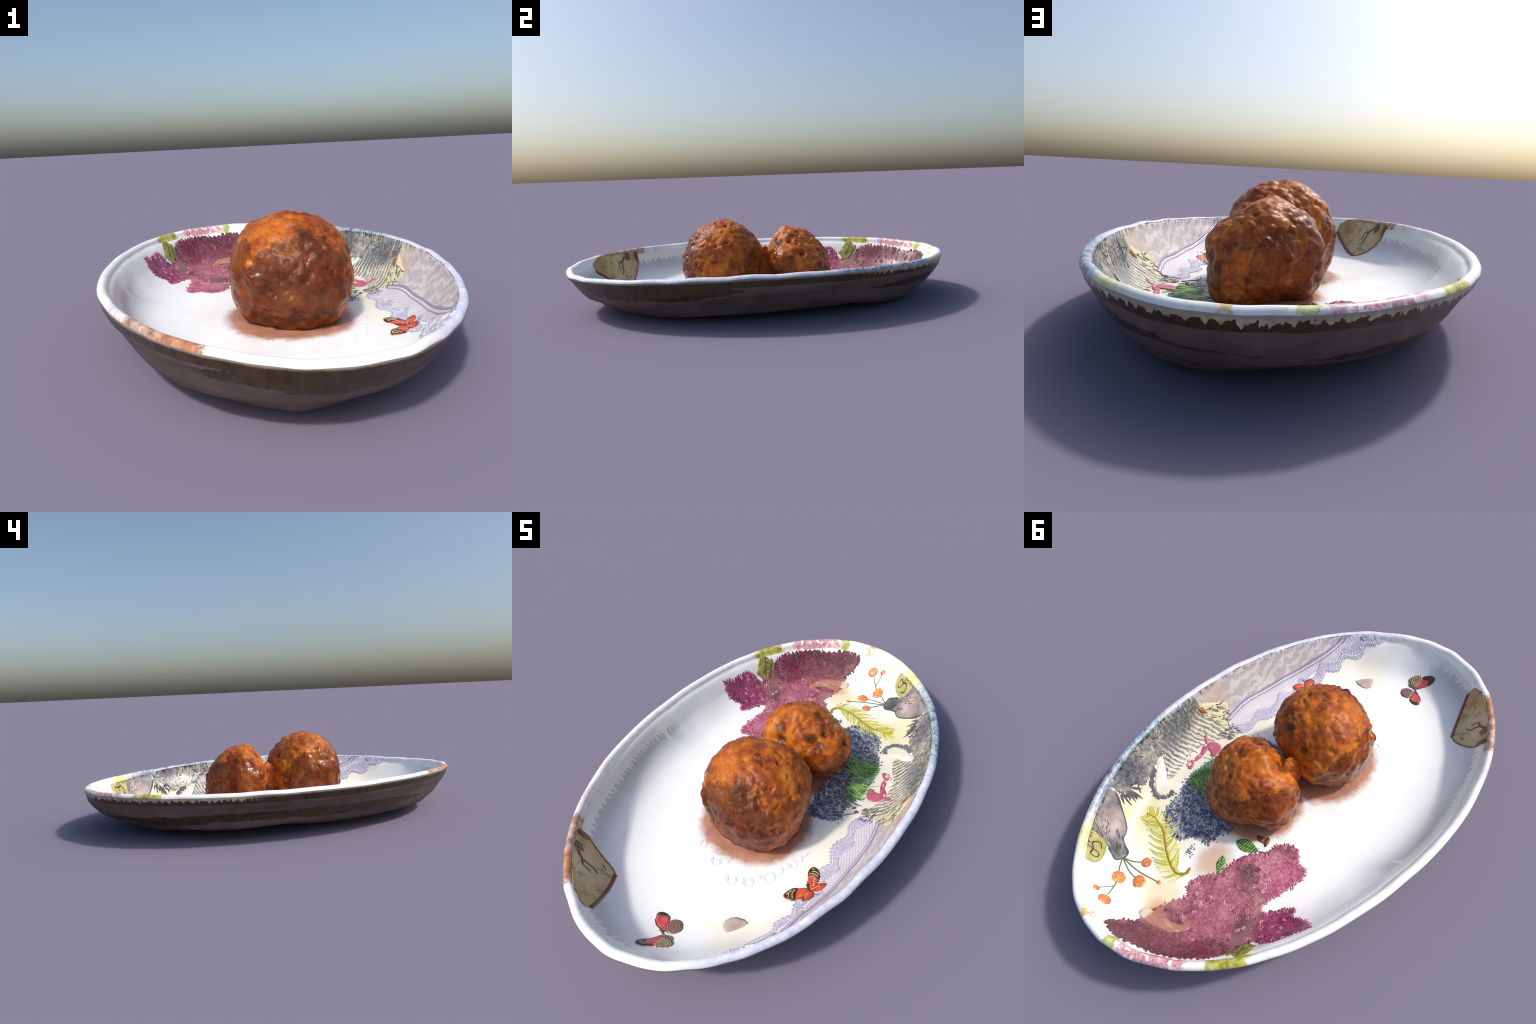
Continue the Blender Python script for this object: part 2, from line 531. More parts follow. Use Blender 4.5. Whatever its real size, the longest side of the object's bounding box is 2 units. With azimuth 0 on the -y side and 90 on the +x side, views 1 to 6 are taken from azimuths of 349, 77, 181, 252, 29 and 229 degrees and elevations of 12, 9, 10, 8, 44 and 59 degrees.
def spline(pts, n, closed=False):
    """Catmull-Rom through the points, n samples"""
    P = [Vector(p) for p in pts]
    m = len(P)
    out = []
    total = m if closed else m - 1
    for j in range(n):
        u = j / n * total if closed else j / (n - 1) * total
        i = min(int(u), total - 1)
        t = u - i
        g = (lambda k: P[k % m]) if closed else (lambda k: P[max(0, min(m - 1, k))])
        a, b, c, d = g(i - 1), g(i), g(i + 1), g(i + 2)
        q = .5 * ((2 * b) + (c - a) * t + (2 * a - 5 * b + 4 * c - d) * t * t + (3 * b - a - 3 * c + d) * t ** 3)
        out.append((q.x, q.y))
    return out


def closed(pts, n=60):
    return spline(pts, n, True)


def leaf_shape(x, y, ang, length, width, n=8):
    """pointed petal or leaf from its base at x, y"""
    out = []
    for i in range(n):
        t = i / (n - 1)
        out.append((length * t, width / 2 * math.sin(math.pi * t ** .8)))
    out = out + [(a, -b) for a, b in out[-2:0:-1]]
    ca, sa = math.cos(ang), math.sin(ang)
    return [(x + a * ca - b * sa, y + a * sa + b * ca) for a, b in out]


def disc(x, y, rx, ry=None, rot=0, n=14, rough=0):
    ry = ry or rx
    ca, sa = math.cos(rot), math.sin(rot)
    o = []
    for i in range(n):
        k = 1 + rng.uniform(-rough, rough)
        a, b = rx * k * math.cos(TAU * i / n), ry * k * math.sin(TAU * i / n)
        o.append((x + a * ca - b * sa, y + a * sa + b * ca))
    return o


def ragged(outline, amp, spikes):
    """adds radiating tooth-like spikes along a closed outline"""
    c = closed(outline, spikes * 2)
    m = len(c)
    out = []
    for i, (x, y) in enumerate(c):
        a, b = c[i - 1], c[(i + 1) % m]
        tx, ty = b[0] - a[0], b[1] - a[1]
        l = math.hypot(tx, ty) or 1
        k = amp * rng.uniform(.3, 1.0) * (1 if i % 2 else -.5)
        out.append((x + ty / l * k, y - tx / l * k))
    return out


def in_poly(x, y, poly):
    r = False
    m = len(poly)
    for i in range(m):
        (x1, y1), (x2, y2) = poly[i], poly[(i + 1) % m]
        if (y1 > y) != (y2 > y) and x < (x2 - x1) * (y - y1) / (y2 - y1) + x1:
            r = not r
    return r


def flat(name, rgb, rgb2=None, scale=40, rough=.36):
    g = G(name)
    c = g.ramp(g.noise(scale, 4, .6), (.32, srgb(*rgb)), (.68, srgb(*(rgb2 or rgb)))) if rgb2 else srgb(*rgb)
    return g.done(c, rough=rough)


# ------------------------------------------------------------------ hydrangea heads
def petal_material():
    g = G("printed_hydrangea")
    v = g.warp(30, .03)
    cell = g.voronoi(52, v=v)
    petal = g.voronoi(95, v=g.warp(40, .02))
    tone = g.add(g.add(g.mul(g.noise(8, 3, .5), .5), g.mul(g.noise(55, 4, .7), .3)), g.mul(g.sub(.8, petal), .25))
    c = g.ramp(tone, (.35, srgb(112, 58, 76)), (.46, srgb(152, 84, 100)), (.57, srgb(180, 110, 124)), (.72, srgb(206, 152, 158)))
    c = g.mix(g.mul(g.step(cell, .3, .8), .45), c, srgb(104, 52, 66))
    # soft round heads: lighter towards their middle, darker where they meet
    for hx, hy, hr in ((-.147, .60, .15), (-.215, .335, .12), (-.10, .50, .07), (-.40, .49, .09)):
        c = g.mix(g.mul(g.spot(hx, hy, hr, hr, .15, 1.0), .55), c, g.ramp(tone, (.36, srgb(176, 104, 118)), (.5, srgb(204, 138, 150)), (.66, srgb(222, 176, 180))))
    for hx, hy, rx, ry, ro in ((-.30, .62, .035, .14, .5), (-.20, .47, .10, .022, .5), (-.10, .765, .16, .025, -.25), (-.335, .455, .022, .07, .3)):
        c = g.mix(g.mul(g.spot(hx, hy, rx, ry, .2, 1.2, ro), .62), c, g.ramp(tone, (.38, srgb(70, 38, 50)), (.62, srgb(126, 78, 90))))
    # tips fading out beyond each round head
    inside = None
    for hx, hy, hr in ((-.147, .588, .15), (-.207, .335, .13), (-.40, .50, .11), (-.07, .87, .15), (-.26, .79, .14), (-.09, .46, .09)):
        m = g.spot(hx, hy, hr, hr, .80, 1.15)
        inside = m if inside is None else g.mx(inside, m)
    c = g.mix(g.mul(g.sub(1.0, inside), .5), c, srgb(198, 160, 146))
    # maroon head on the end wall, purple-pink head on the long side, brown heart
    c = g.mix(g.mul(g.spot(-.06, .90, .26, .10, .5, 1.1, .42), .72), c, g.ramp(tone, (.35, srgb(64, 26, 40)), (.65, srgb(124, 70, 80))))
    c = g.mix(g.mul(g.spot(-.27, .80, .12, .09, .4, 1.1, -.9), .8), c, g.ramp(tone, (.35, srgb(84, 20, 40)), (.65, srgb(136, 54, 74))))
    c = g.mix(g.mul(g.spot(-.41, .50, .11, .14, .4, 1.15), .85), c, g.ramp(tone, (.38, srgb(98, 18, 62)), (.62, srgb(176, 66, 120))))
    c = g.mix(g.mul(g.spot(-.27, .34, .10, .13, .2, 1.1), .6), c, g.ramp(tone, (.38, srgb(176, 70, 116)), (.62, srgb(218, 136, 162))))
    c = g.mix(g.mul(g.spot(-.145, .43, .06, .05, .3, 1.1), .75), c, g.ramp(tone, (.4, srgb(78, 60, 66)), (.62, srgb(120, 96, 98))))
    c = g.mix(g.mul(g.spot(-.30, .60, .05, .10, .3, 1.1, .6), .5), c, srgb(92, 52, 70))
    c = g.mix(g.mul(g.spot(0, .80, .10, .06, .2, 1.1), .6), c, srgb(188, 128, 100))
    return g.done(c, rough=.36)


head_outline = [(.055, .945), (.035, .895), (.005, .85), (.012, .782), (-.036, .673), (-.016, .642), (-.007, .61), (-.013, .569),
                (-.051, .522), (-.062, .476), (-.063, .421), (-.087, .361), (-.125, .313), (-.136, .256), (-.171, .221), (-.211, .209),
                (-.247, .237), (-.275, .255), (-.297, .248), (-.315, .282), (-.310, .324), (-.300, .36), (-.294, .407), (-.280, .456),
                (-.302, .492), (-.34, .44), (-.36, .410), (-.385, .395), (-.395, .425), (-.452, .403), (-.488, .425), (-.467, .48),
                (-.44, .55), (-.41, .585), (-.37, .60), (-.355, .66), (-.345, .70), (-.335, .74), (-.285, .80), (-.21, .862), (-.115, .912), (-.02, .95)]
hydrangea = Film("hydrangea_print", petal_material(), dish, .0009)
hydrangea.patch(ragged(head_outline, .008, 170), .0085)
hyd = hydrangea.build()
tones = [("pale_petal", (200, 146, 156)), ("pink_petal", (180, 106, 126)), ("mauve_petal", (152, 86, 104)), ("plum_petal", (130, 58, 90)), ("maroon_petal", (98, 58, 68))]
films = [Film(n, flat(n, c, tuple(min(255, int(v * 1.15)) for v in c), 50), hyd, .0014 + .0001 * i, "stuff") for i, (n, c) in enumerate(tones)]
heads = [(-.147, .588, .15), (-.207, .348, .13), (-.40, .50, .10), (-.07, .87, .13), (-.26, .78, .10), (-.09, .46, .08)]
smooth_head = closed(head_outline, 200)


def petal_tone(x, y):
    r = rng.random()
    if y > .80 or (y > .66 and x < -.2):
        return 4 if r < .6 else (3 if r < .75 else 2)
    if x < -.345:
        return 3 if r < .5 else (1 if r < .85 else 0)
    if math.hypot(x + .145, y - .43) < .055:
        return 4 if r < .5 else 2
    if x < -.2 and y < .5:
        return 1 if r < .5 else (0 if r < .75 else 2)
    return (0, 1, 2, 2)[int(r * 4)] if r < .93 else 4


count = 0
while count < 240:                        # whole five-petalled florets, lighter towards the crown of each head
    x, y = rng.uniform(-.49, .06), rng.uniform(.2, .96)
    if not in_poly(x, y, smooth_head):
        continue
    hx, hy, hr = min(heads, key=lambda h: math.hypot(x - h[0], y - h[1]) / h[2])
    k = petal_tone(x, y)
    if math.hypot(x - hx, y - hy) / hr < .55 and y < .75 and rng.random() < .6:
        k = max(0, k - 1)
    a0, R_ = rng.uniform(0, TAU), rng.uniform(.006, .013)
    n_ = rng.choice((4, 5, 5, 6))
    for q in range(n_):
        a = a0 + TAU * q / n_ + rng.gauss(0, .12)
        films[k if rng.random() < .75 else min(4, k + 1)].fan(leaf_shape(x + .001 * math.cos(a), y + .001 * math.sin(a), a, R_ * rng.uniform(.8, 1.15), R_ * .62, 5))
    count += 1
m = len(smooth_head)
for i in range(0, m):                      # loose florets on the fringe
    x, y = smooth_head[i]
    a, b = smooth_head[i - 1], smooth_head[(i + 1) % m]
    nx, ny = b[1] - a[1], -(b[0] - a[0])
    free = not (x < -.30 and y > .55) and not (y > .9)
    for _ in range(1 if free else 0):
        ang = math.atan2(ny, nx) + rng.gauss(0, .45)
        L = rng.uniform(.012, .03)
        o = rng.uniform(-.012, .002)
        k = petal_tone(x, y)
        films[k].fan(leaf_shape(x + math.cos(ang) * o + rng.gauss(0, .003), y + math.sin(ang) * o, ang, L, rng.uniform(.004, .008), 6))
for f in films:
    f.build()

# ------------------------------------------------------------------ leaves
leaf_mat = G("printed_leaf")
leaf_mat = leaf_mat.done(leaf_mat.ramp(leaf_mat.wave(30, 3, 2, 2), (.2, srgb(52, 92, 40)), (.6, srgb(104, 150, 76)), (.9, srgb(150, 186, 110))))
olive = flat("printed_olive_leaf", (108, 108, 40), (168, 166, 84), 26)
vein = flat("leaf_vein_ink", (56, 66, 36))
leaves = Film("leaf_print", leaf_mat, dish, .0017)
for base, tip, w in (((-.0, .365), (-.105, .33), .055), ((-.012, .448), (-.062, .518), .036)):
    a = math.atan2(tip[1] - base[1], tip[0] - base[0])
    L = math.dist(base, tip)
    leaves.patch(leaf_shape(*base, a, L, w, 14), .0085)
lf = leaves.build()
ol = Film("olive_leaf", olive, lf, .0012)
ol.patch(closed([(-.353, .625), (-.392, .61), (-.405, .65), (-.39, .685), (-.365, .69), (-.345, .672)], 40), .0085)
ol.patch(closed([(-.39, .606), (-.365, .655), (-.348, .69), (-.36, .705), (-.385, .66), (-.40, .615)], 30), .0085)
ol.build()
lv = Film("leaf_vein", vein, lf, .0024, "stuff")
lv.stroke([(-.002, .364), (-.05, .352), (-.1, .331)], .004, .001)
for t in (.2, .4, .6, .8):
    for sgn in (-1, 1):
        x, y = -.002 - .1 * t, .364 - .033 * t
        lv.stroke([(x, y), (x - .016, y - .004 + sgn * .016)], .002, .001)
lv.stroke([(-.012, .448), (-.062, .518)], .003, .001)
lv.stroke([(-.39, .69), (-.375, .655), (-.357, .632)], .003, .001)
lv.stroke([(-.395, .70), (-.383, .672), (-.37, .68)], .003, .0015)
lv.stroke([(-.105, .33), (-.128, .315), (-.140, .33)], .005, .002)
lv.build()
bud = Film("orange_bud", flat("printed_orange_bud", (188, 92, 64), (214, 124, 92)), lf, .0013)
bud.fan(leaf_shape(-.065, .272, 2.75, .05, .026))
bud.build()
db = Film("dark_bract", flat("printed_dark_bract", (84, 54, 44), (112, 74, 60)), lf, .0019)
db.fan(leaf_shape(-.045, .285, 3.0, .045, .022)); db.fan(leaf_shape(-.085, .255, 2.0, .05, .022))
db.build()

# ------------------------------------------------------------------ fern
fern_y = flat("printed_fern_yellow", (186, 178, 52), (214, 208, 100))
fern_p = flat("printed_fern_pale", (214, 216, 120), (228, 228, 160))
fern_d = flat("fern_stem_ink", (142, 124, 44))
spine = [(.372, .558), (.325, .546), (.253, .561), (.18, .601), (.116, .628), (.065, .634), (.037, .608), (.043, .579)]
fern = Film("fern_print", fern_d, dish, .0022)
fern.stroke(spine, .003, .009, 40)
fern = fern.build()
fy, fp = Film("yellow_leaflet", fern_y, fern, .0014, "stuff"), Film("pale_leaflet", fern_p, fern, .0011, "stuff")
sp = spline(spine, 64)
for i in range(2, 62):
    x, y = sp[i]
    t = i / 64
    ang = math.atan2(sp[i + 1][1] - sp[i - 1][1], sp[i + 1][0] - sp[i - 1][0])
    L = (.025 + .06 * math.sin(math.pi * min(1, t / .85)) ** .8) * (1 if t < .78 else .42)
    for sgn in (-1, 1):
        a = ang + sgn * rng.uniform(2.0, 2.25)
        q = lambda d: (x + math.cos(a) * d, y + math.sin(a) * d)
        bend = (math.cos(a + sgn * .6) * L * .25, math.sin(a + sgn * .6) * L * .25)
        (fy if rng.random() < .6 else fp).stroke([q(0), q(L * .5 * rng.uniform(.8, 1.1)), (q(L * .75)[0] + bend[0], q(L * .75)[1] + bend[1])], rng.uniform(.006, .009), .001, 6)
fy.build(); fp.build()

# ------------------------------------------------------------------ lavender bunch
ink = [("navy_floret", (52, 54, 86)), ("indigo_floret", (76, 80, 120)), ("slate_floret", (124, 130, 156)), ("black_floret", (42, 42, 58))]
lav_outline = [(.327, .497), (.344, .443), (.360, .38), (.396, .30), (.393, .235), (.382, .14), (.372, .09), (.344, .016), (.336, -.065), (.269, -.085),
               (.208, -.088), (.20, .0), (.2, .15), (.2, .25), (.15, .33), (.06, .34), (.045, .36), (.071, .40), (.065, .457), (.12, .478), (.143, .488), (.186, .548), (.267, .535)]
lav_base = G("printed_lavender")
lb = lav_base
lb_c = lb.ramp(lb.noise(46, 5, .7), (.36, srgb(58, 60, 90)), (.48, srgb(118, 126, 148)), (.58, srgb(184, 190, 188)), (.72, srgb(212, 214, 202)))
gmask = lb.mx(lb.spot(.33, .26, .10, .085, .5, 1.1, .6), lb.spot(.35, .12, .06, .085, .5, 1.1))
lb_g = lb.ramp(lb.noise(40, 5, .7, 0, lb.vec((2.2, .8, 1), (0, 0, .6))), (.35, srgb(36, 66, 44)), (.5, srgb(74, 128, 68)), (.66, srgb(140, 176, 110)))
lavender = Film("lavender_print", lav_base.done(lb.mix(gmask, lb_c, lb_g), rough=.38), dish, .0008)
lavender.patch(ragged(lav_outline, .011, 110), .0085)
lav = lavender.build()
lf_ = [Film(n, flat(n, c), lav, .0013 + .0001 * i, "stuff") for i, (n, c) in enumerate(ink)]
gr = [Film(n, flat(n, c), lav, .0018 + .0001 * i, "stuff") for i, (n, c) in enumerate((("dark_grass_blade", (38, 84, 40)), ("grass_blade", (84, 140, 62)), ("pale_grass_blade", (150, 184, 104))))]
poly = closed(lav_outline, 90)
count = 0
while count < 800:
    x, y = rng.uniform(.03, .41), rng.uniform(-.10, .56)
    if not in_poly(x + rng.gauss(0, .009), y + rng.gauss(0, .009), poly):
        continue
    green = math.hypot((x - .33) / .09, (y - .26) / .07) < 1 or math.hypot((x - .35) / .05, (y - .12) / .08) < 1
    if green and rng.random() < .75:
        continue
    k = rng.choices((0, 1, 2, 3), (.45, .27, .14, .14))[0]
    a = rng.uniform(0, TAU)
    L = rng.uniform(.006, .014)
    lf_[k].fan(leaf_shape(x, y, a, L, L * rng.uniform(.35, .65), 4))
    count += 1
for i in range(130):
    if i % 3:
        x, y, a = .26 + rng.uniform(-.02, .07), .28 + rng.uniform(-.05, .05), rng.gauss(-.5, .3)
    else:
        x, y, a = .31 + rng.uniform(-.02, .04), .15 + rng.uniform(-.07, .05), rng.gauss(-.35, .35)
    L = rng.uniform(.04, .085)
    gr[rng.choice((0, 1, 1, 2))].stroke([(x, y), (x + L / 2 * math.cos(a), y + L / 2 * math.sin(a)), (x + L * math.cos(a + .25), y + L * math.sin(a + .25))], .006, .001, 5)
for cx, cy in ((.108, .52), (.095, .545)):           # loose florets hanging off the bunch
    for _ in range(16):
        lf_[rng.choice((0, 2))].fan(leaf_shape(cx + .0 + rng.gauss(0, .010), cy + rng.gauss(0, .010), rng.uniform(0, 6), .007, .004, 4))
for f in lf_ + gr:
    f.build()

# ------------------------------------------------------------------ physalis berries on stems
stem_ink = flat("berry_stem_ink", (92, 98, 54))
berries = Film("berry_spray_print", stem_ink, dish, .0014)
root = (.274, .752)
SPRAY = [((.190, .694), .020), ((.145, .764), .025), ((.208, .813), .026), ((.145, .904), .024), ((.199, .900), .011), ((.084, .709), .008)]
for (x, y), r in SPRAY[:3] + SPRAY[5:]:
    mx_, my_ = (root[0] + x) / 2, (root[1] + y) / 2
    berries.stroke([root, (mx_ + .3 * (root[1] - my_) * .3, my_ + .010), (x, y)], .005, .003, 14)
berries.stroke([(.200, .825), (.180, .855), (.160, .885)], .004, .003)
berries.stroke([(.185, .850), (.193, .875), (.199, .900)], .003, .002)
bs = berries.build()
gb = G("printed_orange_berry")
bt = gb.add(gb.mul(gb.noise(26, 3), .6), gb.mul(gb.voronoi(130), .5))
berry = Film("berry", gb.done(gb.ramp(bt, (.3, srgb(182, 84, 52)), (.5, srgb(208, 116, 70)), (.66, srgb(220, 140, 84)), (.85, srgb(228, 180, 100)))), bs, .0019)
for (x, y), r in SPRAY:
    steep = .62 if y > .88 else (.85 if y > .8 else 1.0)      # foreshortened where the wall rises
    berry.patch(disc(x, y, r * 1.02, r * 1.05 * steep, 0, 26, .07), .01)
berry.build()
tipf = Film("berry_tip", flat("printed_yellow_tip", (226, 186, 84), (220, 158, 76)), bs, .0024, "stuff")
for (x, y), r in SPRAY[1:3]:
    for _ in range(14):
        a = math.atan2(y - root[1], x - root[0]) + rng.gauss(0, .7)
        tipf.fan(disc(x + math.cos(a) * r * rng.uniform(.5, 1), y + math.sin(a) * r * rng.uniform(.5, 1), r * .16, n=6))
tipf.build()

# ------------------------------------------------------------------ pouch-shaped vase and dark foliage
gv = G("printed_grey_vase")
vt = gv.add(gv.mul(gv.noise(20, 4, .6), .7), gv.mul(gv.noise(110, 3, .7), .3))
vc = gv.ramp(vt, (.36, srgb(84, 82, 84)), (.5, srgb(124, 120, 122)), (.64, srgb(156, 148, 148)))
vc = gv.mix(gv.spot(.395, .695, .05, .085, .3, 1.1, .5), vc, gv.ramp(vt, (.36, srgb(146, 130, 128)), (.64, srgb(190, 176, 170))))
vc = gv.mix(gv.spot(.293, .755, .05, .05, .6, 1.1), vc, gv.ramp(vt, (.38, srgb(58, 58, 60)), (.64, srgb(112, 112, 112))))
vase = Film("vase_print", gv.done(vc), dish, .0015)
vase.patch(closed([(.482, .606), (.422, .633), (.361, .665), (.336, .702), (.318, .712), (.278, .722), (.268, .745), (.276, .779), (.303, .776),
                   (.322, .772), (.359, .768), (.40, .775), (.43, .770), (.455, .735), (.487, .66)], 80), .0085)
vs_ = vase.build()
edge = Film("vase_outline", flat("vase_ink", (78, 78, 82)), vs_, .0024, "stuff")
edge.stroke([(.478, .611), (.422, .634), (.361, .667), (.338, .702)], .005, .003)
edge.stroke([(.338, .702), (.318, .713), (.278, .723), (.268, .745)], .006, .005)
edge.stroke([(.268, .745), (.277, .779), (.303, .777), (.325, .773)], .005)
for _ in range(80):
    x, y = rng.uniform(.27, .46), 0
    y = rng.uniform(.735, .775) if x < .33 else rng.uniform(.70, .77)
    edge.stroke([(x, y), (x + rng.uniform(.004, .016), y - rng.uniform(.002, .012))], .0022, .0008, 3)
edge.build()

gf = G("printed_dark_foliage")
ft = gf.noise(34, 6, .75, .8)
fc = gf.ramp(ft, (.34, srgb(66, 68, 78)), (.46, srgb(110, 112, 114)), (.55, srgb(158, 158, 148)), (.66, srgb(192, 190, 172)))
fc = gf.mix(.2, fc, srgb(206, 202, 182))
fc = gf.mix(gf.mul(gf.spot(.52, .51, .06, .09, .5, 1.1), .8), fc, gf.ramp(ft, (.4, srgb(50, 52, 68)), (.66, srgb(112, 114, 124))))
foliage = Film("foliage_print", gf.done(fc), dish, .0011)
foliage.patch(ragged([(.482, .600), (.475, .562), (.47, .552), (.492, .53), (.47, .49), (.49, .44), (.52, .37), (.542, .324), (.565, .29), (.600, .235), (.612, .27),
                      (.608, .33), (.596, .39), (.578, .45), (.556, .515), (.522, .59)], .005, 60), .0085)
fo = foliage.build()
twig = [Film(n, flat(n, c), fo, .0019 + .0002 * i, "stuff") for i, (n, c) in enumerate((("dark_leaf_stroke", (82, 84, 92)), ("pale_leaf_stroke", (154, 156, 150)), ("blue_leaf_stroke", (108, 116, 130))))]
fpoly = [(.482, .61), (.46, .56), (.47, .48), (.52, .37), (.57, .25), (.598, .235), (.60, .32), (.57, .45), (.515, .585)]
count = 0
while count < 110:
    x, y = rng.uniform(.45, .61), rng.uniform(.22, .61)
    if not in_poly(x, y, fpoly):
        continue
    a = rng.gauss(2.2, .9)
    L = rng.uniform(.008, .018)
    twig[rng.choices((0, 1, 2), (.55, .25, .2))[0]].fan(leaf_shape(x, y, a, L, L * .25, 4))
    count += 1
for i in range(16):                                   # twigs straying towards the centre
    x, y = .475 + rng.uniform(-.01, .01), .55 + rng.uniform(-.05, .05)
    a = math.pi + rng.gauss(.3, .6)
    L = rng.uniform(.02, .05)
    twig[0].fan(leaf_shape(x, y, a, L, .007, 5))
for f in twig:
    f.build()

# ------------------------------------------------------------------ label with a cursive scrawl
label = Film("label_print", flat("printed_olive_label", (158, 152, 88), (190, 186, 124), 22), dish, .0012)
label.patch(closed([(.415, .795), (.37, .757), (.337, .77), (.305, .804), (.288, .842), (.30, .862), (.34, .870), (.385, .845)], 40), .0085)
lb_ = label.build()
scr = Film("scrawl", flat("scrawl_ink", (48, 46, 44)), lb_, .002)
scr.stroke([(.330, .795), (.350, .785), (.352, .805), (.330, .822), (.318, .838), (.305, .830), (.318, .815), (.345, .828), (.350, .842), (.338, .846), (.342, .833), (.360, .828), (.368, .840), (.358, .846), (.372, .826), (.386, .833)], .0035, .002, 70)
scr.build()

# ------------------------------------------------------------------ striped bird
gB = G("printed_barred_plumage")
bv = gB.vec((1, 1, 1), (0, 0, -.55), src=gB.warp(9, .05))
bars = gB.wave(15, 2.6, 3, 5, bv, "Y")
tone = gB.noise(60, 4, .7)
barm = gB.mul(gB.step(gB.add(bars, gB.mul(gB.sub(tone, .5), 1.0)), .58, .26), .74)
bc = gB.mix(barm, gB.ramp(tone, (.35, srgb(198, 192, 170)), (.65, srgb(222, 218, 198))), gB.ramp(tone, (.4, srgb(66, 66, 74)), (.65, srgb(108, 106, 108))))
back = gB.spot(.575, .20, .055, .20, .3, 1.1, .25)
bc = gB.mix(gB.mul(back, .82), bc, gB.ramp(gB.noise(50, 5, .7), (.36, srgb(58, 62, 74)), (.56, srgb(108, 114, 124)), (.70, srgb(164, 164, 154))))
breast = gB.spot(.50, .31, .045, .10, .3, 1.1, .4)
bc = gB.mix(gB.mul(gB.mul(breast, gB.step(bars, .75, .55)), .5), bc, srgb(78, 90, 122))
bird = Film("bird_print", gB.done(bc), dish, .0017)
bird.patch(ragged([(.602, .06), (.606, .143), (.598, .25), (.55, .318), (.512, .345), (.487, .36), (.445, .385), (.44, .35), (.455, .298), (.478, .24), (.477, .165),
                   (.462, .115), (.445, .068), (.412, .02), (.425, -.005), (.468, .0), (.515, .02), (.555, .052)], .004, 90), .008)
bd = bird.build()
tail = Film("tail_feather", flat("printed_cream_tail", (206, 202, 158), (222, 216, 184)), bd, .0022)
tail.patch(ragged([(.583, .071), (.566, -.01), (.542, -.058), (.515, -.045), (.478, .005), (.525, .045)], .005, 40), .008)
tail.build()
feather = Film("feather_stroke", flat("feather_ink", (104, 100, 94)), bd, .0028, "stuff")
for _ in range(46):
    x, y = rng.uniform(.485, .57), rng.uniform(-.05, .05)
    if in_poly(x, y, [(.58, .065), (.562, -.014), (.538, -.055), (.512, -.04), (.482, .01), (.528, .045)]):
        a = -1.9 + rng.gauss(0, .35)
        L = rng.uniform(.014, .03)
        feather.stroke([(x, y), (x + L * math.cos(a), y + L * math.sin(a))], .0036, .001, 3)
for _ in range(40):
    x, y = rng.uniform(.415, .47), rng.uniform(-.02, .06)
    a = -2.3 + rng.gauss(0, .3)
    feather.stroke([(x, y), (x + .018 * math.cos(a), y + .018 * math.sin(a))], .004, .001, 3)
for _ in range(60):
    t = rng.random()
    x, y = .60 - .03 * rng.random(), .06 + .26 * t
    a = 1.9 + rng.gauss(0, .4)
    L = rng.uniform(.015, .035)
    feather.stroke([(x, y), (x + L * math.cos(a), y + L * math.sin(a))], .003, .001, 3)
feather.build()
wedge = Film("rust_patch", flat("printed_rust_patch", (176, 128, 72), (150, 98, 60)), bd, .0031)
wedge.fan([(.588, .085), (.576, .055), (.555, .048), (.565, .075)])
wedge.build()
face = Film("pale_face", flat("printed_pale_face", (206, 214, 202), (222, 220, 196), 14), bd, .0024)
face.patch(closed([(.516, .352), (.50, .385), (.475, .40), (.447, .41), (.408, .415), (.388, .432), (.405, .462), (.435, .462), (.468, .435), (.492, .405), (.515, .375)], 50), .008)
face.build()
ring = Film("striped_collar", flat("collar_ink", (110, 110, 120)), bd, .0027, "stuff")
arc = spline([(.502, .405), (.485, .435), (.462, .458), (.435, .474), (.405, .475), (.384, .455), (.376, .425), (.383, .405)], 60)
for i in range(0, 59):
    (x, y), (x2, y2) = arc[i], arc[i + 1]
    a = math.atan2(y2 - y, x2 - x) + 1.2
    for _ in range(2):
        L = rng.uniform(.008, .020)
        ox = rng.uniform(-.006, .008)
        ring.stroke([(x + math.cos(a) * ox - math.cos(a) * L / 2, y + math.sin(a) * ox - math.sin(a) * L / 2), (x + math.cos(a) * (ox + L / 2), y + math.sin(a) * (ox + L / 2))], .0035, .0015, 3)
ring.build()
bow = Film("pink_bow", flat("printed_pink_bow", (176, 76, 104), (196, 108, 132), 30), bd, .003)
bow.patch(closed([(.462, .118), (.440, .098), (.412, .098), (.394, .122), (.392, .152), (.405, .160), (.425, .152), (.448, .150), (.462, .140)], 40), .008)
bow.patch(closed([(.462, .14), (.47, .16), (.452, .19), (.450, .22), (.435, .235), (.43, .21), (.436, .18), (.445, .150)], 30), .008)
bow.patch(closed([(.503, .112), (.498, .128), (.478, .138), (.462, .150), (.455, .140), (.47, .122), (.487, .114)], 30), .008)
bow.patch(closed([(.452, .245), (.446, .268), (.425, .283), (.415, .272), (.427, .250), (.440, .238)], 30), .008)
bow.build()
bowp = Film("pale_bow_loop", flat("printed_pale_bow", (222, 160, 176), (236, 204, 208)), bd, .0035, "stuff")
bowp.fan(disc(.441, .268, .010, .013, 0, 12)); bowp.fan(disc(.458, .255, .006, .010, .4, 10)); bowp.fan(disc(.466, .148, .005, .009, .4, 10)); bowp.fan(disc(.443, .205, .004, .010, .1, 10))
bowp.stroke([(.47, .235), (.485, .225), (.478, .205), (.462, .20)], .003, .002)
bowp.build()
foot = Film("bird_foot", flat("printed_foot", (96, 74, 62), (140, 112, 92)), bd, .0022, "stuff")
foot.fan(disc(.372, .03, .010, .006, .9)); foot.fan(disc(.386, .012, .010, .006, .9))
for k in range(7):
    foot.stroke([(.37 + .008 * k - .02, .0 + .006 * k - .02), (.36 + .009 * k - .02, -.012 + .006 * k - .02)], .003, .001, 3)
foot.build()

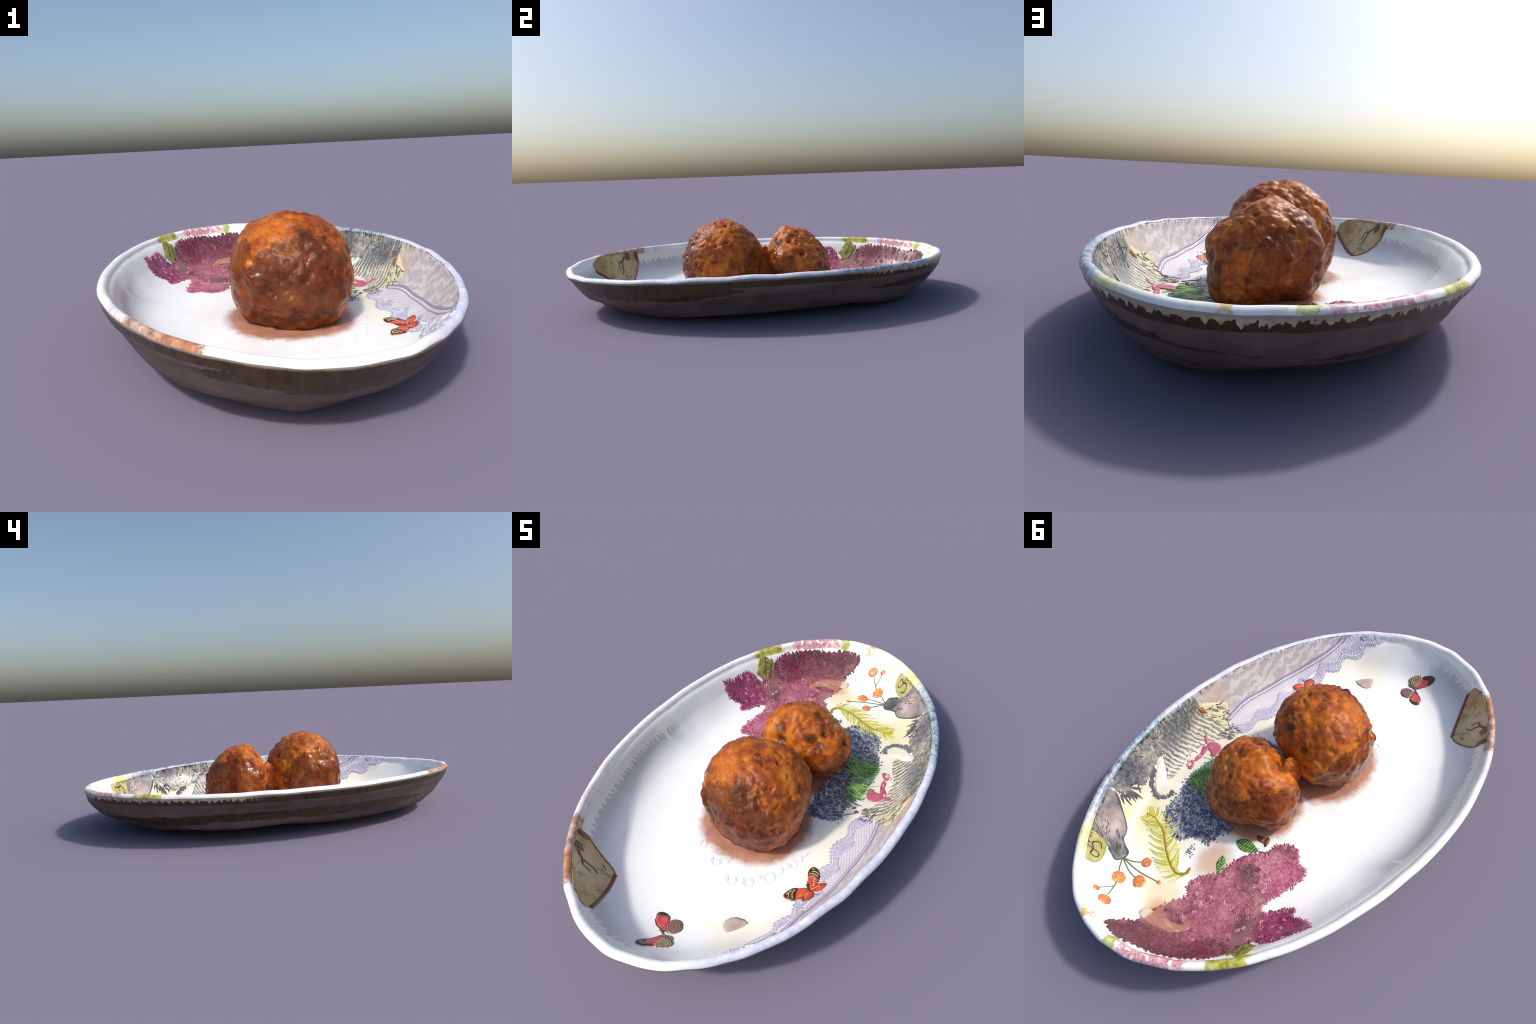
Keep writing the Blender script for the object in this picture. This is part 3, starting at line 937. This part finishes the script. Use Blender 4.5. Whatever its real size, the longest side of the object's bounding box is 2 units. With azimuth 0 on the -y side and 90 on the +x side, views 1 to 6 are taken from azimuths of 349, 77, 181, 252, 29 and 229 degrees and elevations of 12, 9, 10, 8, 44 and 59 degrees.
# ------------------------------------------------------------------ lace ribbon and damask paper
gd = G("printed_damask")
dv = gd.warp(13, .07, 3)
sw = gd.wave(11, 5, 3, 2.2, dv, "X")
dc = gd.ramp(gd.add(gd.mul(sw, .5), gd.mul(gd.noise(20, 4, .6), .5)), (.3, srgb(186, 177, 181)), (.48, srgb(200, 192, 193)), (.66, srgb(211, 205, 201)))
dc = gd.mix(gd.mul(gd.spot(.56, 0, .07, .12, .2, 1.1), .6), dc, srgb(200, 170, 146))
damask = Film("damask_print", gd.done(dc), dish, .0007)
# long band between the lace and the rim
damask.patch([(.50, .06), (.56, .14), (.615, .14), (.62, .06)] + [(x, y) for x, y in spline([(.612, -.02), (.606, -.13), (.590, -.26), (.562, -.39), (.520, -.515), (.468, -.62), (.412, -.715), (.390, -.74)], 24)]
             + spline([(.384, -.70), (.40, -.62), (.43, -.52), (.457, -.425), (.475, -.34), (.49, -.26), (.507, -.14), (.500, -.04)], 20), .0085)
dm = damask.build()

gl = G("printed_lace_net")
lv_ = gl.vec((1, 1, 0), (0, 0, math.radians(-62)))
u_ = gl.t.nodes.new("ShaderNodeSeparateXYZ"); gl.t.links.new(lv_, u_.inputs[0])
k = TAU / .0205
s1 = gl.math("SINE", gl.mul(gl.add(u_.outputs[0], u_.outputs[1]), k * .72))
s2 = gl.math("SINE", gl.mul(gl.sub(u_.outputs[0], u_.outputs[1]), k * .72))
hole = gl.step(gl.mul(s1, s2), .12, .5)
hole = gl.mx(hole, gl.step(gl.mul(s1, s2), -.12, -.5))
lc = gl.mix(hole, gl.ramp(gl.noise(8, 2), (.4, srgb(182, 178, 196)), (.6, srgb(194, 190, 208))), srgb(226, 222, 226))
lace = Film("lace_print", gl.done(lc), dish, .0011)
net_top = spline([(.500, -.015), (.507, -.14), (.490, -.26), (.475, -.34), (.457, -.425), (.43, -.52), (.40, -.62), (.378, -.73), (.352, -.772)], 40)
net_low = spline([(.440, .0), (.425, -.07), (.418, -.15), (.412, -.24), (.408, -.33), (.405, -.42), (.392, -.52), (.368, -.60), (.340, -.68), (.30, -.775)], 40)
lace.patch(net_top + net_low[::-1], .008)
lc_o = lace.build()
gs = G("printed_lace_fan")
sc = gs.ramp(gs.add(gs.mul(gs.voronoi(95), .6), gs.mul(gs.noise(70, 3, .6), .5)), (.3, srgb(218, 216, 226)), (.42, srgb(194, 192, 214)), (.6, srgb(180, 178, 202)))
fan = Film("lace_scallop", gs.done(sc), lc_o, .0016)
toothed = []
edge_pts = spline([(.445, .02), (.42, .0), (.395, -.04), (.388, -.075), (.398, -.105), (.398, -.135), (.375, -.17), (.367, -.215), (.378, -.25), (.39, -.28),
                   (.368, -.315), (.352, -.35), (.362, -.395), (.375, -.42), (.358, -.45), (.343, -.49), (.352, -.535), (.362, -.56), (.335, -.59), (.322, -.62), (.338, -.66),
                   (.318, -.69), (.295, -.715), (.285, -.745), (.292, -.772), (.262, -.80), (.24, -.838)], 110)
for i, (x, y) in enumerate(edge_pts):
    toothed.append((x - (.007 if i % 2 else -.002), y + rng.uniform(-.001, .001)))
inner = [(.30, -.80), (.325, -.76), (.338, -.72), (.36, -.68), (.352, -.64), (.375, -.60), (.402, -.56), (.385, -.52), (.392, -.48), (.425, -.44), (.408, -.40),
         (.408, -.36), (.440, -.31), (.420, -.27), (.415, -.22), (.445, -.17), (.428, -.12), (.425, -.08), (.455, -.03), (.452, .01)]
fan.patch(toothed + spline(inner, 50), .008)
fan.build()
dots = Film("lace_eyelet", flat("lace_eyelet_white", (232, 230, 234)), lc_o, .0022, "stuff")
for i in range(2, len(edge_pts) - 2):
    x, y = edge_pts[i]
    dots.fan(disc(x + .010, y, .0030, .0036, 0, 6))
    if i % 2:
        dots.fan(disc(x + .021, y + rng.uniform(-.002, .002), .0030, .0034, 0, 6))
for i in range(1, len(edge_pts) - 1):                  # radiating fans inside each scallop
    if i % 9 in (2, 3, 4, 5):
        x, y = edge_pts[i]
        a = rng.gauss(0, .35)
        dots.stroke([(x + .026, y), (x + .026 + .018 * math.cos(a), y + .018 * math.sin(a))], .0014, .0008, 3)
dots.build()
cord = Film("lace_cord", flat("lace_cord_lilac", (150, 144, 176)), lc_o, .0022)
cord.stroke(net_top, .006, .006, 60)
cord.stroke([(x - .012, y) for x, y in net_top], .003, .003, 60)
cord.build()


# ------------------------------------------------------------------ butterflies
dark_ink = flat("butterfly_dark", (62, 44, 44), (92, 62, 54))


def butterfly_orange():
    red = G("butterfly_orange")
    t = red.noise(30, 4, .6)
    red = red.done(red.ramp(t, (.35, srgb(188, 68, 40)), (.55, srgb(214, 92, 58)), (.75, srgb(226, 146, 84))))
    body = Film("butterfly_print", dark_ink, dish, .003)
    body.stroke([(.350, -.404), (.366, -.424), (.384, -.436)], .012, .005)
    body.stroke([(.384, -.436), (.402, -.447), (.414, -.44)], .003, .0015)
    body.stroke([(.350, -.404), (.343, -.392)], .003, .0015)
    bo = body.build()
    fore, hind = Film("forewing", red, bo, .0021), Film("hindwing", red, bo, .0024)
    fore.patch(closed([(.360, -.414), (.338, -.372), (.329, -.34), (.338, -.322), (.357, -.325), (.376, -.345), (.384, -.375), (.378, -.41)], 40), .01)
    fore.patch(closed([(.358, -.42), (.332, -.432), (.306, -.446), (.290, -.478), (.297, -.494), (.325, -.496), (.352, -.480), (.366, -.45)], 40), .01)
    hind.patch(closed([(.368, -.424), (.378, -.398), (.398, -.382), (.417, -.380), (.420, -.394), (.410, -.418), (.390, -.434)], 30), .01)
    hind.patch(closed([(.368, -.430), (.362, -.455), (.358, -.477), (.370, -.486), (.386, -.476), (.398, -.452), (.388, -.434)], 30), .01)
    fore.build(); hind.build()
    tip = Film("wing_tip", dark_ink, bo, .0029)
    tip.patch(closed([(.335, -.367), (.329, -.34), (.338, -.322), (.357, -.325), (.376, -.345), (.383, -.372), (.368, -.366), (.352, -.362)], 30), .01)
    tip.patch(closed([(.325, -.437), (.306, -.446), (.290, -.478), (.297, -.494), (.325, -.496), (.340, -.489), (.330, -.466)], 30), .01)
    for a in ([(.372, -.44), (.405, -.39), (.418, -.392)], [(.366, -.45), (.366, -.482), (.385, -.478), (.398, -.452)], [(.384, -.375), (.380, -.40)], [(.352, -.481), (.364, -.456)]):
        tip.stroke(a, .004, .003)
    tip.build()
    spots = Film("wing_spot", flat("butterfly_yellow", (196, 178, 86), (214, 200, 120)), bo, .0035, "stuff")
    for p in ([(.336, -.358), (.350, -.350), (.372, -.357)], [(.342, -.343), (.356, -.339), (.374, -.348)], [(.337, -.330), (.348, -.331)],
              [(.320, -.445), (.315, -.462), (.326, -.485)], [(.309, -.451), (.304, -.468), (.311, -.487)], [(.299, -.468), (.300, -.480)]):
        spots.stroke(p, .004, .003)
    spots.build()
    sheen = Film("wing_vein", flat("butterfly_vein", (222, 146, 84)), bo, .0033, "stuff")
    for p in ([(.372, -.424), (.388, -.405), (.402, -.400)], [(.370, -.436), (.366, -.458), (.372, -.470)]):
        sheen.stroke(p, .006, .003)
    sheen.build()


def butterfly_red():
    body = Film("butterfly_print", flat("butterfly_body_brown", (112, 92, 78)), dish, .003)
    body.stroke([(-.032, -.800), (-.012, -.812), (.012, -.806), (.026, -.812)], .007, .003)
    body.stroke([(-.03, -.803), (-.045, -.80)], .003, .0015)
    bo = body.build()
    red = flat("butterfly_rose", (188, 66, 70), (206, 100, 98))
    fore, hind = Film("forewing", red, bo, .0021), None
    fore.patch(closed([(-.022, -.798), (-.060, -.790), (-.078, -.775), (-.086, -.752), (-.076, -.738), (-.052, -.738), (-.032, -.752)], 36), .01)
    fore.patch(closed([(-.020, -.815), (-.042, -.842), (-.064, -.872), (-.060, -.892), (-.040, -.892), (-.010, -.874), (-.008, -.84)], 36), .01)
    fore.build()
    gh = G("butterfly_ring_wing")
    hv = gh.vec((1, 1, 0), loc=(0, 0, 0))
    r1 = gh.math("SQRT", gh.add(gh.math("POWER", gh.sub(gh.X, .0), 2), gh.math("POWER", gh.add(gh.Y, .768), 2)))
    r2 = gh.math("SQRT", gh.add(gh.math("POWER", gh.sub(gh.X, .012), 2), gh.math("POWER", gh.add(gh.Y, .848), 2)))
    rings_ = gh.step(gh.math("SINE", gh.add(gh.mul(gh.mn(r1, r2), TAU / .0085), gh.mul(gh.noise(50, 2), 3))), -.1, .3)
    hmat = gh.done(gh.mix(rings_, srgb(104, 76, 66), gh.ramp(gh.mul(gh.Y, -1), (.8, srgb(150, 116, 108)), (.83, srgb(206, 186, 140)))))
    hind = Film("hindwing", hmat, bo, .0026)
    hind.patch(closed([(-.018, -.796), (-.028, -.765), (-.02, -.745), (.004, -.738), (.022, -.748), (.030, -.770), (.012, -.792)], 36), .01)
    hind.patch(closed([(-.012, -.816), (.014, -.812), (.038, -.826), (.036, -.846), (.012, -.868), (-.006, -.870), (-.014, -.846)], 36), .01)
    hind.build()
    tip = Film("wing_tip", dark_ink, bo, .0028)
    tip.patch(closed([(-.086, -.756), (-.084, -.744), (-.070, -.736), (-.050, -.737), (-.034, -.746), (-.054, -.747), (-.074, -.757)], 30), .01)
    tip.patch(closed([(-.052, -.857), (-.066, -.876), (-.062, -.893), (-.040, -.893), (-.012, -.876), (-.020, -.868), (-.040, -.876)], 30), .01)
    tip.stroke([(-.022, -.798), (-.060, -.790), (-.080, -.773)], .004, .003)
    tip.build()


butterfly_orange()
butterfly_red()

# ------------------------------------------------------------------ paper scraps, box corner, tape
shard = Film("paper_scrap_print", None, dish, .0012)
g = G("printed_scrap")
shard.mat = g.done(g.ramp(g.noise(11, 3, .5), (.35, srgb(182, 158, 148)), (.55, srgb(208, 196, 196)), (.7, srgb(216, 224, 232))))
shard.patch([(.178, -.712), (.160, -.703), (.149, -.685), (.150, -.664), (.160, -.648), (.178, -.638), (.207, -.634), (.229, -.642), (.218, -.666)], .011)
shard.build()

g = G("printed_parchment")
pt = g.noise(12, 5, .65)
pc = g.ramp(pt, (.35, srgb(156, 124, 72)), (.55, srgb(186, 156, 102)), (.7, srgb(202, 174, 124)))  # tan made warmer to counter the bluish light in the shadow
pc = g.mix(g.mul(g.spot(-.36, -.74, .09, .10, .3, 1.1, .6), .6), pc, srgb(216, 196, 156))
pc = g.mix(g.mul(g.step(g.noise(26, 5, .7, 0, g.vec((1, 1, 1), loc=(4, 2, 0))), .56, .64), .6), pc, srgb(112, 92, 54))
box = Film("parchment_print", g.done(pc), dish, .0012)
box.patch([(-.476, -.665), (-.455, -.650)] + spline([(-.44, -.655), (-.39, -.668), (-.345, -.680), (-.327, -.690), (-.320, -.703)], 12) + [(-.31, -.719), (-.28, -.795), (-.248, -.880), (-.262, -.892), (-.305, -.872), (-.372, -.81), (-.43, -.74)], .0085)
bx = box.build()
be = Film("parchment_edge", flat("parchment_edge_brown", (112, 66, 48), (142, 92, 68)), bx, .0019)
be.stroke([(-.322, -.694), (-.312, -.718), (-.282, -.795), (-.250, -.878)], .014, .010)
be.stroke([(-.455, -.650), (-.39, -.667), (-.345, -.679), (-.322, -.694)], .004, .004)
be.build()
bs2 = Film("rust_mark", flat("rust_mark_ink", (96, 66, 50), (120, 86, 58)), bx, .0024, "stuff")
bs2.patch(disc(-.462, -.664, .018, .012, .4, 12, .25), .01)
bs2.patch(disc(-.435, -.715, .012, .016, .4, 12, .3), .01)
bs2.stroke([(-.427, -.728), (-.40, -.742), (-.372, -.735), (-.352, -.742)], .009, .003)
bs2.stroke([(-.40, -.742), (-.385, -.758), (-.36, -.756)], .006, .002)
bs2.stroke([(-.372, -.695), (-.352, -.704)], .005, .002)
bs2.build()

tape = Film("tape_print", None, dish, .0026)
g = G("printed_tape")
tp = g.noise(30, 4, .6, 0, g.vec((.5, 1.6, 1), (0, 0, -.5)))
tcol = g.ramp(tp, (.35, srgb(158, 106, 96)), (.55, srgb(176, 128, 108)), (.7, srgb(196, 160, 136)))
tape.mat = g.done(g.mix(g.step(g.X, -.005, .012), tcol, srgb(208, 196, 176)))
tape.patch(closed([(.031, .842), (.040, .822), (.034, .808), (.003, .795), (-.09, .765), (-.141, .732), (-.148, .752), (-.107, .800), (-.026, .838)], 50), .0085)
tape.build()

# faint handwriting flourishes by the stain
scrawl = Film("faint_script_print", flat("faint_script_ink", (222, 221, 219), (228, 227, 225)), dish, .0006, "stuff")
for cx, cy, s, a0 in ((-.085, -.415, .022, 0), (.01, -.455, .03, .4), (.105, -.50, .03, .5), (.16, -.47, .03, 1.0), (.222, -.41, .038, 1.1), (.27, -.32, .03, 1.2)):
    pts = []
    for i in range(26):                    # a short run of cursive loops
        t = i / 25
        u, v = (t - .5) * 3.2 * s + .35 * s * math.cos(t * TAU * 3), .55 * s * math.sin(t * TAU * 3) * (1.3 - t)
        pts.append((cx + u * math.cos(a0) - v * math.sin(a0), cy + u * math.sin(a0) + v * math.cos(a0)))
    scrawl.stroke(pts, .0020, .0013, 80)
scrawl.build()

# ------------------------------------------------------------------ truffles
def lump_terms(D, L):
    x, y, z = D.T
    return np.array([x ** a * y ** b * z ** c for a in range(L + 1) for b in range(L + 1 - a) for c in range(2) if 0 < a + b + c <= L])


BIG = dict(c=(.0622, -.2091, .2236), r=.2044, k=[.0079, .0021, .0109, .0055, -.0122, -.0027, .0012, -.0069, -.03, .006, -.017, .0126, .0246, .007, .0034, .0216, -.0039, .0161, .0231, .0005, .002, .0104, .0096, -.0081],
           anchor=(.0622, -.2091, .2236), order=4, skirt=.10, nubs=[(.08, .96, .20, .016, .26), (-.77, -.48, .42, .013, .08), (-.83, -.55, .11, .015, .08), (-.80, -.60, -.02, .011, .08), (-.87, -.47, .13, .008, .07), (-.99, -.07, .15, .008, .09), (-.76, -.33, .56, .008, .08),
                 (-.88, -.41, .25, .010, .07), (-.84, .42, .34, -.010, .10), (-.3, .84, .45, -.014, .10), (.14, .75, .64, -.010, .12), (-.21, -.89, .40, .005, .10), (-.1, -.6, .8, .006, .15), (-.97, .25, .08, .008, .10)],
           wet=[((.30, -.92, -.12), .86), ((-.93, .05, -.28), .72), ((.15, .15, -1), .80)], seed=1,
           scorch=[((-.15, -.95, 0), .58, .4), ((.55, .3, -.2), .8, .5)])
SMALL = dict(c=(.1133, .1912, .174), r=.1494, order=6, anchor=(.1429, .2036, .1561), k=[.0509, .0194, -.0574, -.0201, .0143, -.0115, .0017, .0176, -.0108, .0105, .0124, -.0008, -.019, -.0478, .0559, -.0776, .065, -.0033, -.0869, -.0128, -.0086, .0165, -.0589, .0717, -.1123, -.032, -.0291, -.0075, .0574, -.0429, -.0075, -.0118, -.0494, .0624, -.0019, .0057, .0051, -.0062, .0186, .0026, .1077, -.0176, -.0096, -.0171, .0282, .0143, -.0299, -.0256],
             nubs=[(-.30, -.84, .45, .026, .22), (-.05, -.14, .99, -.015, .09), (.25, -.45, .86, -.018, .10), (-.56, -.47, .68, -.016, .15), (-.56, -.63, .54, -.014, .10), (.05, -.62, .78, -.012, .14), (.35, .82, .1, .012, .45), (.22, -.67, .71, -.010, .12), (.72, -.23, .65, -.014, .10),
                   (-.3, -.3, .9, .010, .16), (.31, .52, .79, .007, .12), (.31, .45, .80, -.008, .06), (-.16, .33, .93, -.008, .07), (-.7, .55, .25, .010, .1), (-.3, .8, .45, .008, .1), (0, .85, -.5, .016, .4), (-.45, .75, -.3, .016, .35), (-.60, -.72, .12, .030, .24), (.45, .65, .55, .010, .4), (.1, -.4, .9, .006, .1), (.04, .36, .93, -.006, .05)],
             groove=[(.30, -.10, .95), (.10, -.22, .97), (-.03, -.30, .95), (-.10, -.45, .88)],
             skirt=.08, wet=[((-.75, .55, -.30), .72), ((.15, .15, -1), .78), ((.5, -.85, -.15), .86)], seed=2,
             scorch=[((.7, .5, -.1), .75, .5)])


def truffle_material(name, spec):
    g = G(name)
    n1 = g.noise(11, 4, .6)
    n2 = g.noise(42, 5, .65, .6)
    t = g.add(g.mul(n1, .72), g.mul(n2, .28))
    c = g.ramp(t, (.33, srgb(92, 40, 16)), (.42, srgb(142, 68, 19)), (.50, srgb(176, 92, 22)), (.58, srgb(196, 112, 28)), (.69, srgb(208, 134, 50)))
    red = g.noise(9, 4, .6, 0, g.vec(loc=(5, 2, 1)))
    c = g.mix(g.mul(g.step(red, .52, .68), .35), c, srgb(146, 64, 34))
    crumb = g.voronoi(34, v=g.warp(20, .03))
    c = g.mix(g.mul(g.step(crumb, .5, .85), .3), c, srgb(92, 40, 24))
    blot = g.step(g.noise(5.5, 5, .65, 0, g.vec(loc=(2, 4, 6))), .55, .66)
    c = g.mix(g.mul(blot, .45), c, srgb(104, 46, 24))
    pit = g.step(g.noise(15, 3, .6, 0, g.vec(loc=(1, 7, 3))), .66, .72)
    c = g.mix(g.mul(pit, .75), c, srgb(56, 28, 18))
    # shaded flank of each ball, darkened directly in the crust colour
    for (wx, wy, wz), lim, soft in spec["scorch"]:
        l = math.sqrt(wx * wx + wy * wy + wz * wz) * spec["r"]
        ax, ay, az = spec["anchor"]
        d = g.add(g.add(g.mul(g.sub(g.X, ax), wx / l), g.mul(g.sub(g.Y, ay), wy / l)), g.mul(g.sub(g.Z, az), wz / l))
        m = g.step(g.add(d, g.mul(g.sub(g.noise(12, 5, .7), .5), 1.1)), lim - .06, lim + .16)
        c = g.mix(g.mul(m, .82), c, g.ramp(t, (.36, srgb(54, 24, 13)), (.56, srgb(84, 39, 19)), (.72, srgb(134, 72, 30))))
    # dark brown spots coloured at the pits
    ax, ay, az = spec["anchor"]
    for x, y, z, h, w in spec["nubs"]:
        if h < -.007:
            k_ = 1 / math.sqrt(x * x + y * y + z * z)
            dv = [g.sub(g.X, ax), g.sub(g.Y, ay), g.sub(g.Z, az)]
            ln = g.math("SQRT", g.add(g.add(g.mul(dv[0], dv[0]), g.mul(dv[1], dv[1])), g.mul(dv[2], dv[2])))
            cosa = g.math("DIVIDE", g.add(g.add(g.mul(dv[0], x * k_), g.mul(dv[1], y * k_)), g.mul(dv[2], z * k_)), ln)
            dist = g.math("ARCCOSINE", g.math("MINIMUM", cosa, .99999))
            m = g.step(g.add(dist, g.mul(g.sub(g.noise(26, 4, .65), .5), w * 1.1)), w * 1.05, w * .5)
            c = g.mix(g.mul(m, .72), c, srgb(58, 30, 18))
    # glossier, darker brown sides with ragged edges
    cx, cy, cz = spec["anchor"]
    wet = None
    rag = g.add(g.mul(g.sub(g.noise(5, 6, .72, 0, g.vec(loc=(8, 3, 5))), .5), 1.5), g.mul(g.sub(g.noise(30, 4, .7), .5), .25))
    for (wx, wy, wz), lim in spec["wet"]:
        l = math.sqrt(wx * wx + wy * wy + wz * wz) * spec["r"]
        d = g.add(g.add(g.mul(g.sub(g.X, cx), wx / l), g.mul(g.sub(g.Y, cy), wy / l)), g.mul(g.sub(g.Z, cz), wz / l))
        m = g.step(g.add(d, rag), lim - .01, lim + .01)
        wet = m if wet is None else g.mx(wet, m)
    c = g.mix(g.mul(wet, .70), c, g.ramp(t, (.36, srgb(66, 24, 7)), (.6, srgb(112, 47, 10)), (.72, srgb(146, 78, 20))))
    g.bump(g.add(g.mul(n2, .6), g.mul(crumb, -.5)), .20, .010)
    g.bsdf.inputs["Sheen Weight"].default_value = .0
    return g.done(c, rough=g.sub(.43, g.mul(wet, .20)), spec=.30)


def make_truffle(name, spec, label):
    bm = bmesh.new()
    bmesh.ops.create_icosphere(bm, subdivisions=7, radius=1)
    D = np.array([v.co[:] for v in bm.verts])
    D /= np.linalg.norm(D, axis=1)[:, None]
    r = spec["r"] + np.array(spec["k"]) @ lump_terms(D, spec["order"])
    w = np.clip((-.45 - D[:, 2]) / .4, 0, 1)
    r = r * (1 - w) + w * np.maximum(r, spec["r"] + .01)          # full where it sits
    off = np.array(spec["anchor"]) - np.array(spec["c"])
    seen = D * r[:, None] - off                        # the nubs are placed as seen from the anchor point
    seen /= np.linalg.norm(seen, axis=1)[:, None]
    for x, y, z, h, w in spec["nubs"]:
        d = np.array((x, y, z)) / math.sqrt(x * x + y * y + z * z)
        ang = np.arccos(np.clip(seen @ d, -1, 1))
        r = r + h * np.exp(-(ang / w) ** 2)
    gv = spec.get("groove")
    if gv:
        path = []
        for p, q in zip(gv[:-1], gv[1:]):
            path += [np.array(p) * (1 - t) + np.array(q) * t for t in np.linspace(0, 1, 8)]
        path = np.array(path); path /= np.linalg.norm(path, axis=1)[:, None]
        near = np.arccos(np.clip((D @ path.T).max(1), -1, 1))
        r = r - .012 * np.exp(-(near / .045) ** 2)
    s = spec["seed"] * 31.7
    amp = np.empty(len(D))
    for i, d in enumerate(D):
        p = Vector(d)
        a = mn.noise(p * 3.2 + Vector((s, 0, 0)))
        b = mn.noise(p * 6 + Vector((0, s, 0)))
        cell = mn.voronoi(p * 6.5 + Vector((s, s, 0)))[0][0]
        f = mn.noise(p * 22 + Vector((0, 0, s)))
        region = max(0, .5 + 1.1 * mn.noise(p * 1.7 + Vector((0, s, s))))
        crack = 1 - abs(mn.noise(p * 4.2 + Vector((s, 0, s)))) * 9
        pit = max(0, mn.noise(p * 7.5 + Vector((s * 2, 0, s))) - .36)
        amp[i] = .0075 * a + .0060 * b + region * .012 * (.42 - cell) + region * .0008 * f - .0025 * max(0, crack) * max(0, .9 - region) - .020 * pit
    r = r + amp
    P = np.array(spec["c"]) + D * r[:, None]
    below = np.clip((spec["c"][2] - P[:, 2]) / (spec["c"][2] - .05), 0, 1)[:, None]
    P[:, :2] += (P[:, :2] - np.array(spec["c"][:2])) * spec["skirt"] * below ** 2
    # settle on the floor of the dish
    for i, v in enumerate(bm.verts):
        x, y, z = P[i]
        fl = .044
        if z < fl + .02:
            z = fl - .004 + .024 * math.exp((z - fl - .02) / .024)
        v.co = (x, y, z)
    me = bpy.data.meshes.new(name)
    bm.to_mesh(me); bm.free()
    me.polygons.foreach_set("use_smooth", [True] * len(me.polygons))
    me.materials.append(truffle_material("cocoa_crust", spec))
    o = link(bpy.data.objects.new(name, me))
    o["label"] = label
    o["category"] = "chocolate truffle"
    return o


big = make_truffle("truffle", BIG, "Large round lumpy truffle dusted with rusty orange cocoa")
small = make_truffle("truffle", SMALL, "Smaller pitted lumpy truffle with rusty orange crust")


def crumb_bridge(centre, radii, parent, seed):
    """lumpy mass where the two truffles are stuck together"""
    bm = bmesh.new()
    bmesh.ops.create_icosphere(bm, subdivisions=5, radius=1)
    for v in bm.verts:
        p = v.co.copy()
        k_ = 1 + .16 * mn.noise(p * 1.8 + Vector((seed, 0, 0))) + .12 * mn.noise(p * 4 + Vector((0, seed, 0))) + .05 * mn.noise(p * 9 + Vector((0, 0, seed)))
        v.co = Vector(centre) + Vector((p.x * radii[0], p.y * radii[1], p.z * radii[2])) * k_
    me = bpy.data.meshes.new("crumb_bridge")
    bm.to_mesh(me); bm.free()
    me.polygons.foreach_set("use_smooth", [True] * len(me.polygons))
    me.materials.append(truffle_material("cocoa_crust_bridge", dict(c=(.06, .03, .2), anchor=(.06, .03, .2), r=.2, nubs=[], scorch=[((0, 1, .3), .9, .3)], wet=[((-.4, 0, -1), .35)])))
    return link(bpy.data.objects.new("crumb_bridge", me), parent)


crumb_bridge((.026, .018, .164), (.040, .072, .108), big, 3.1)
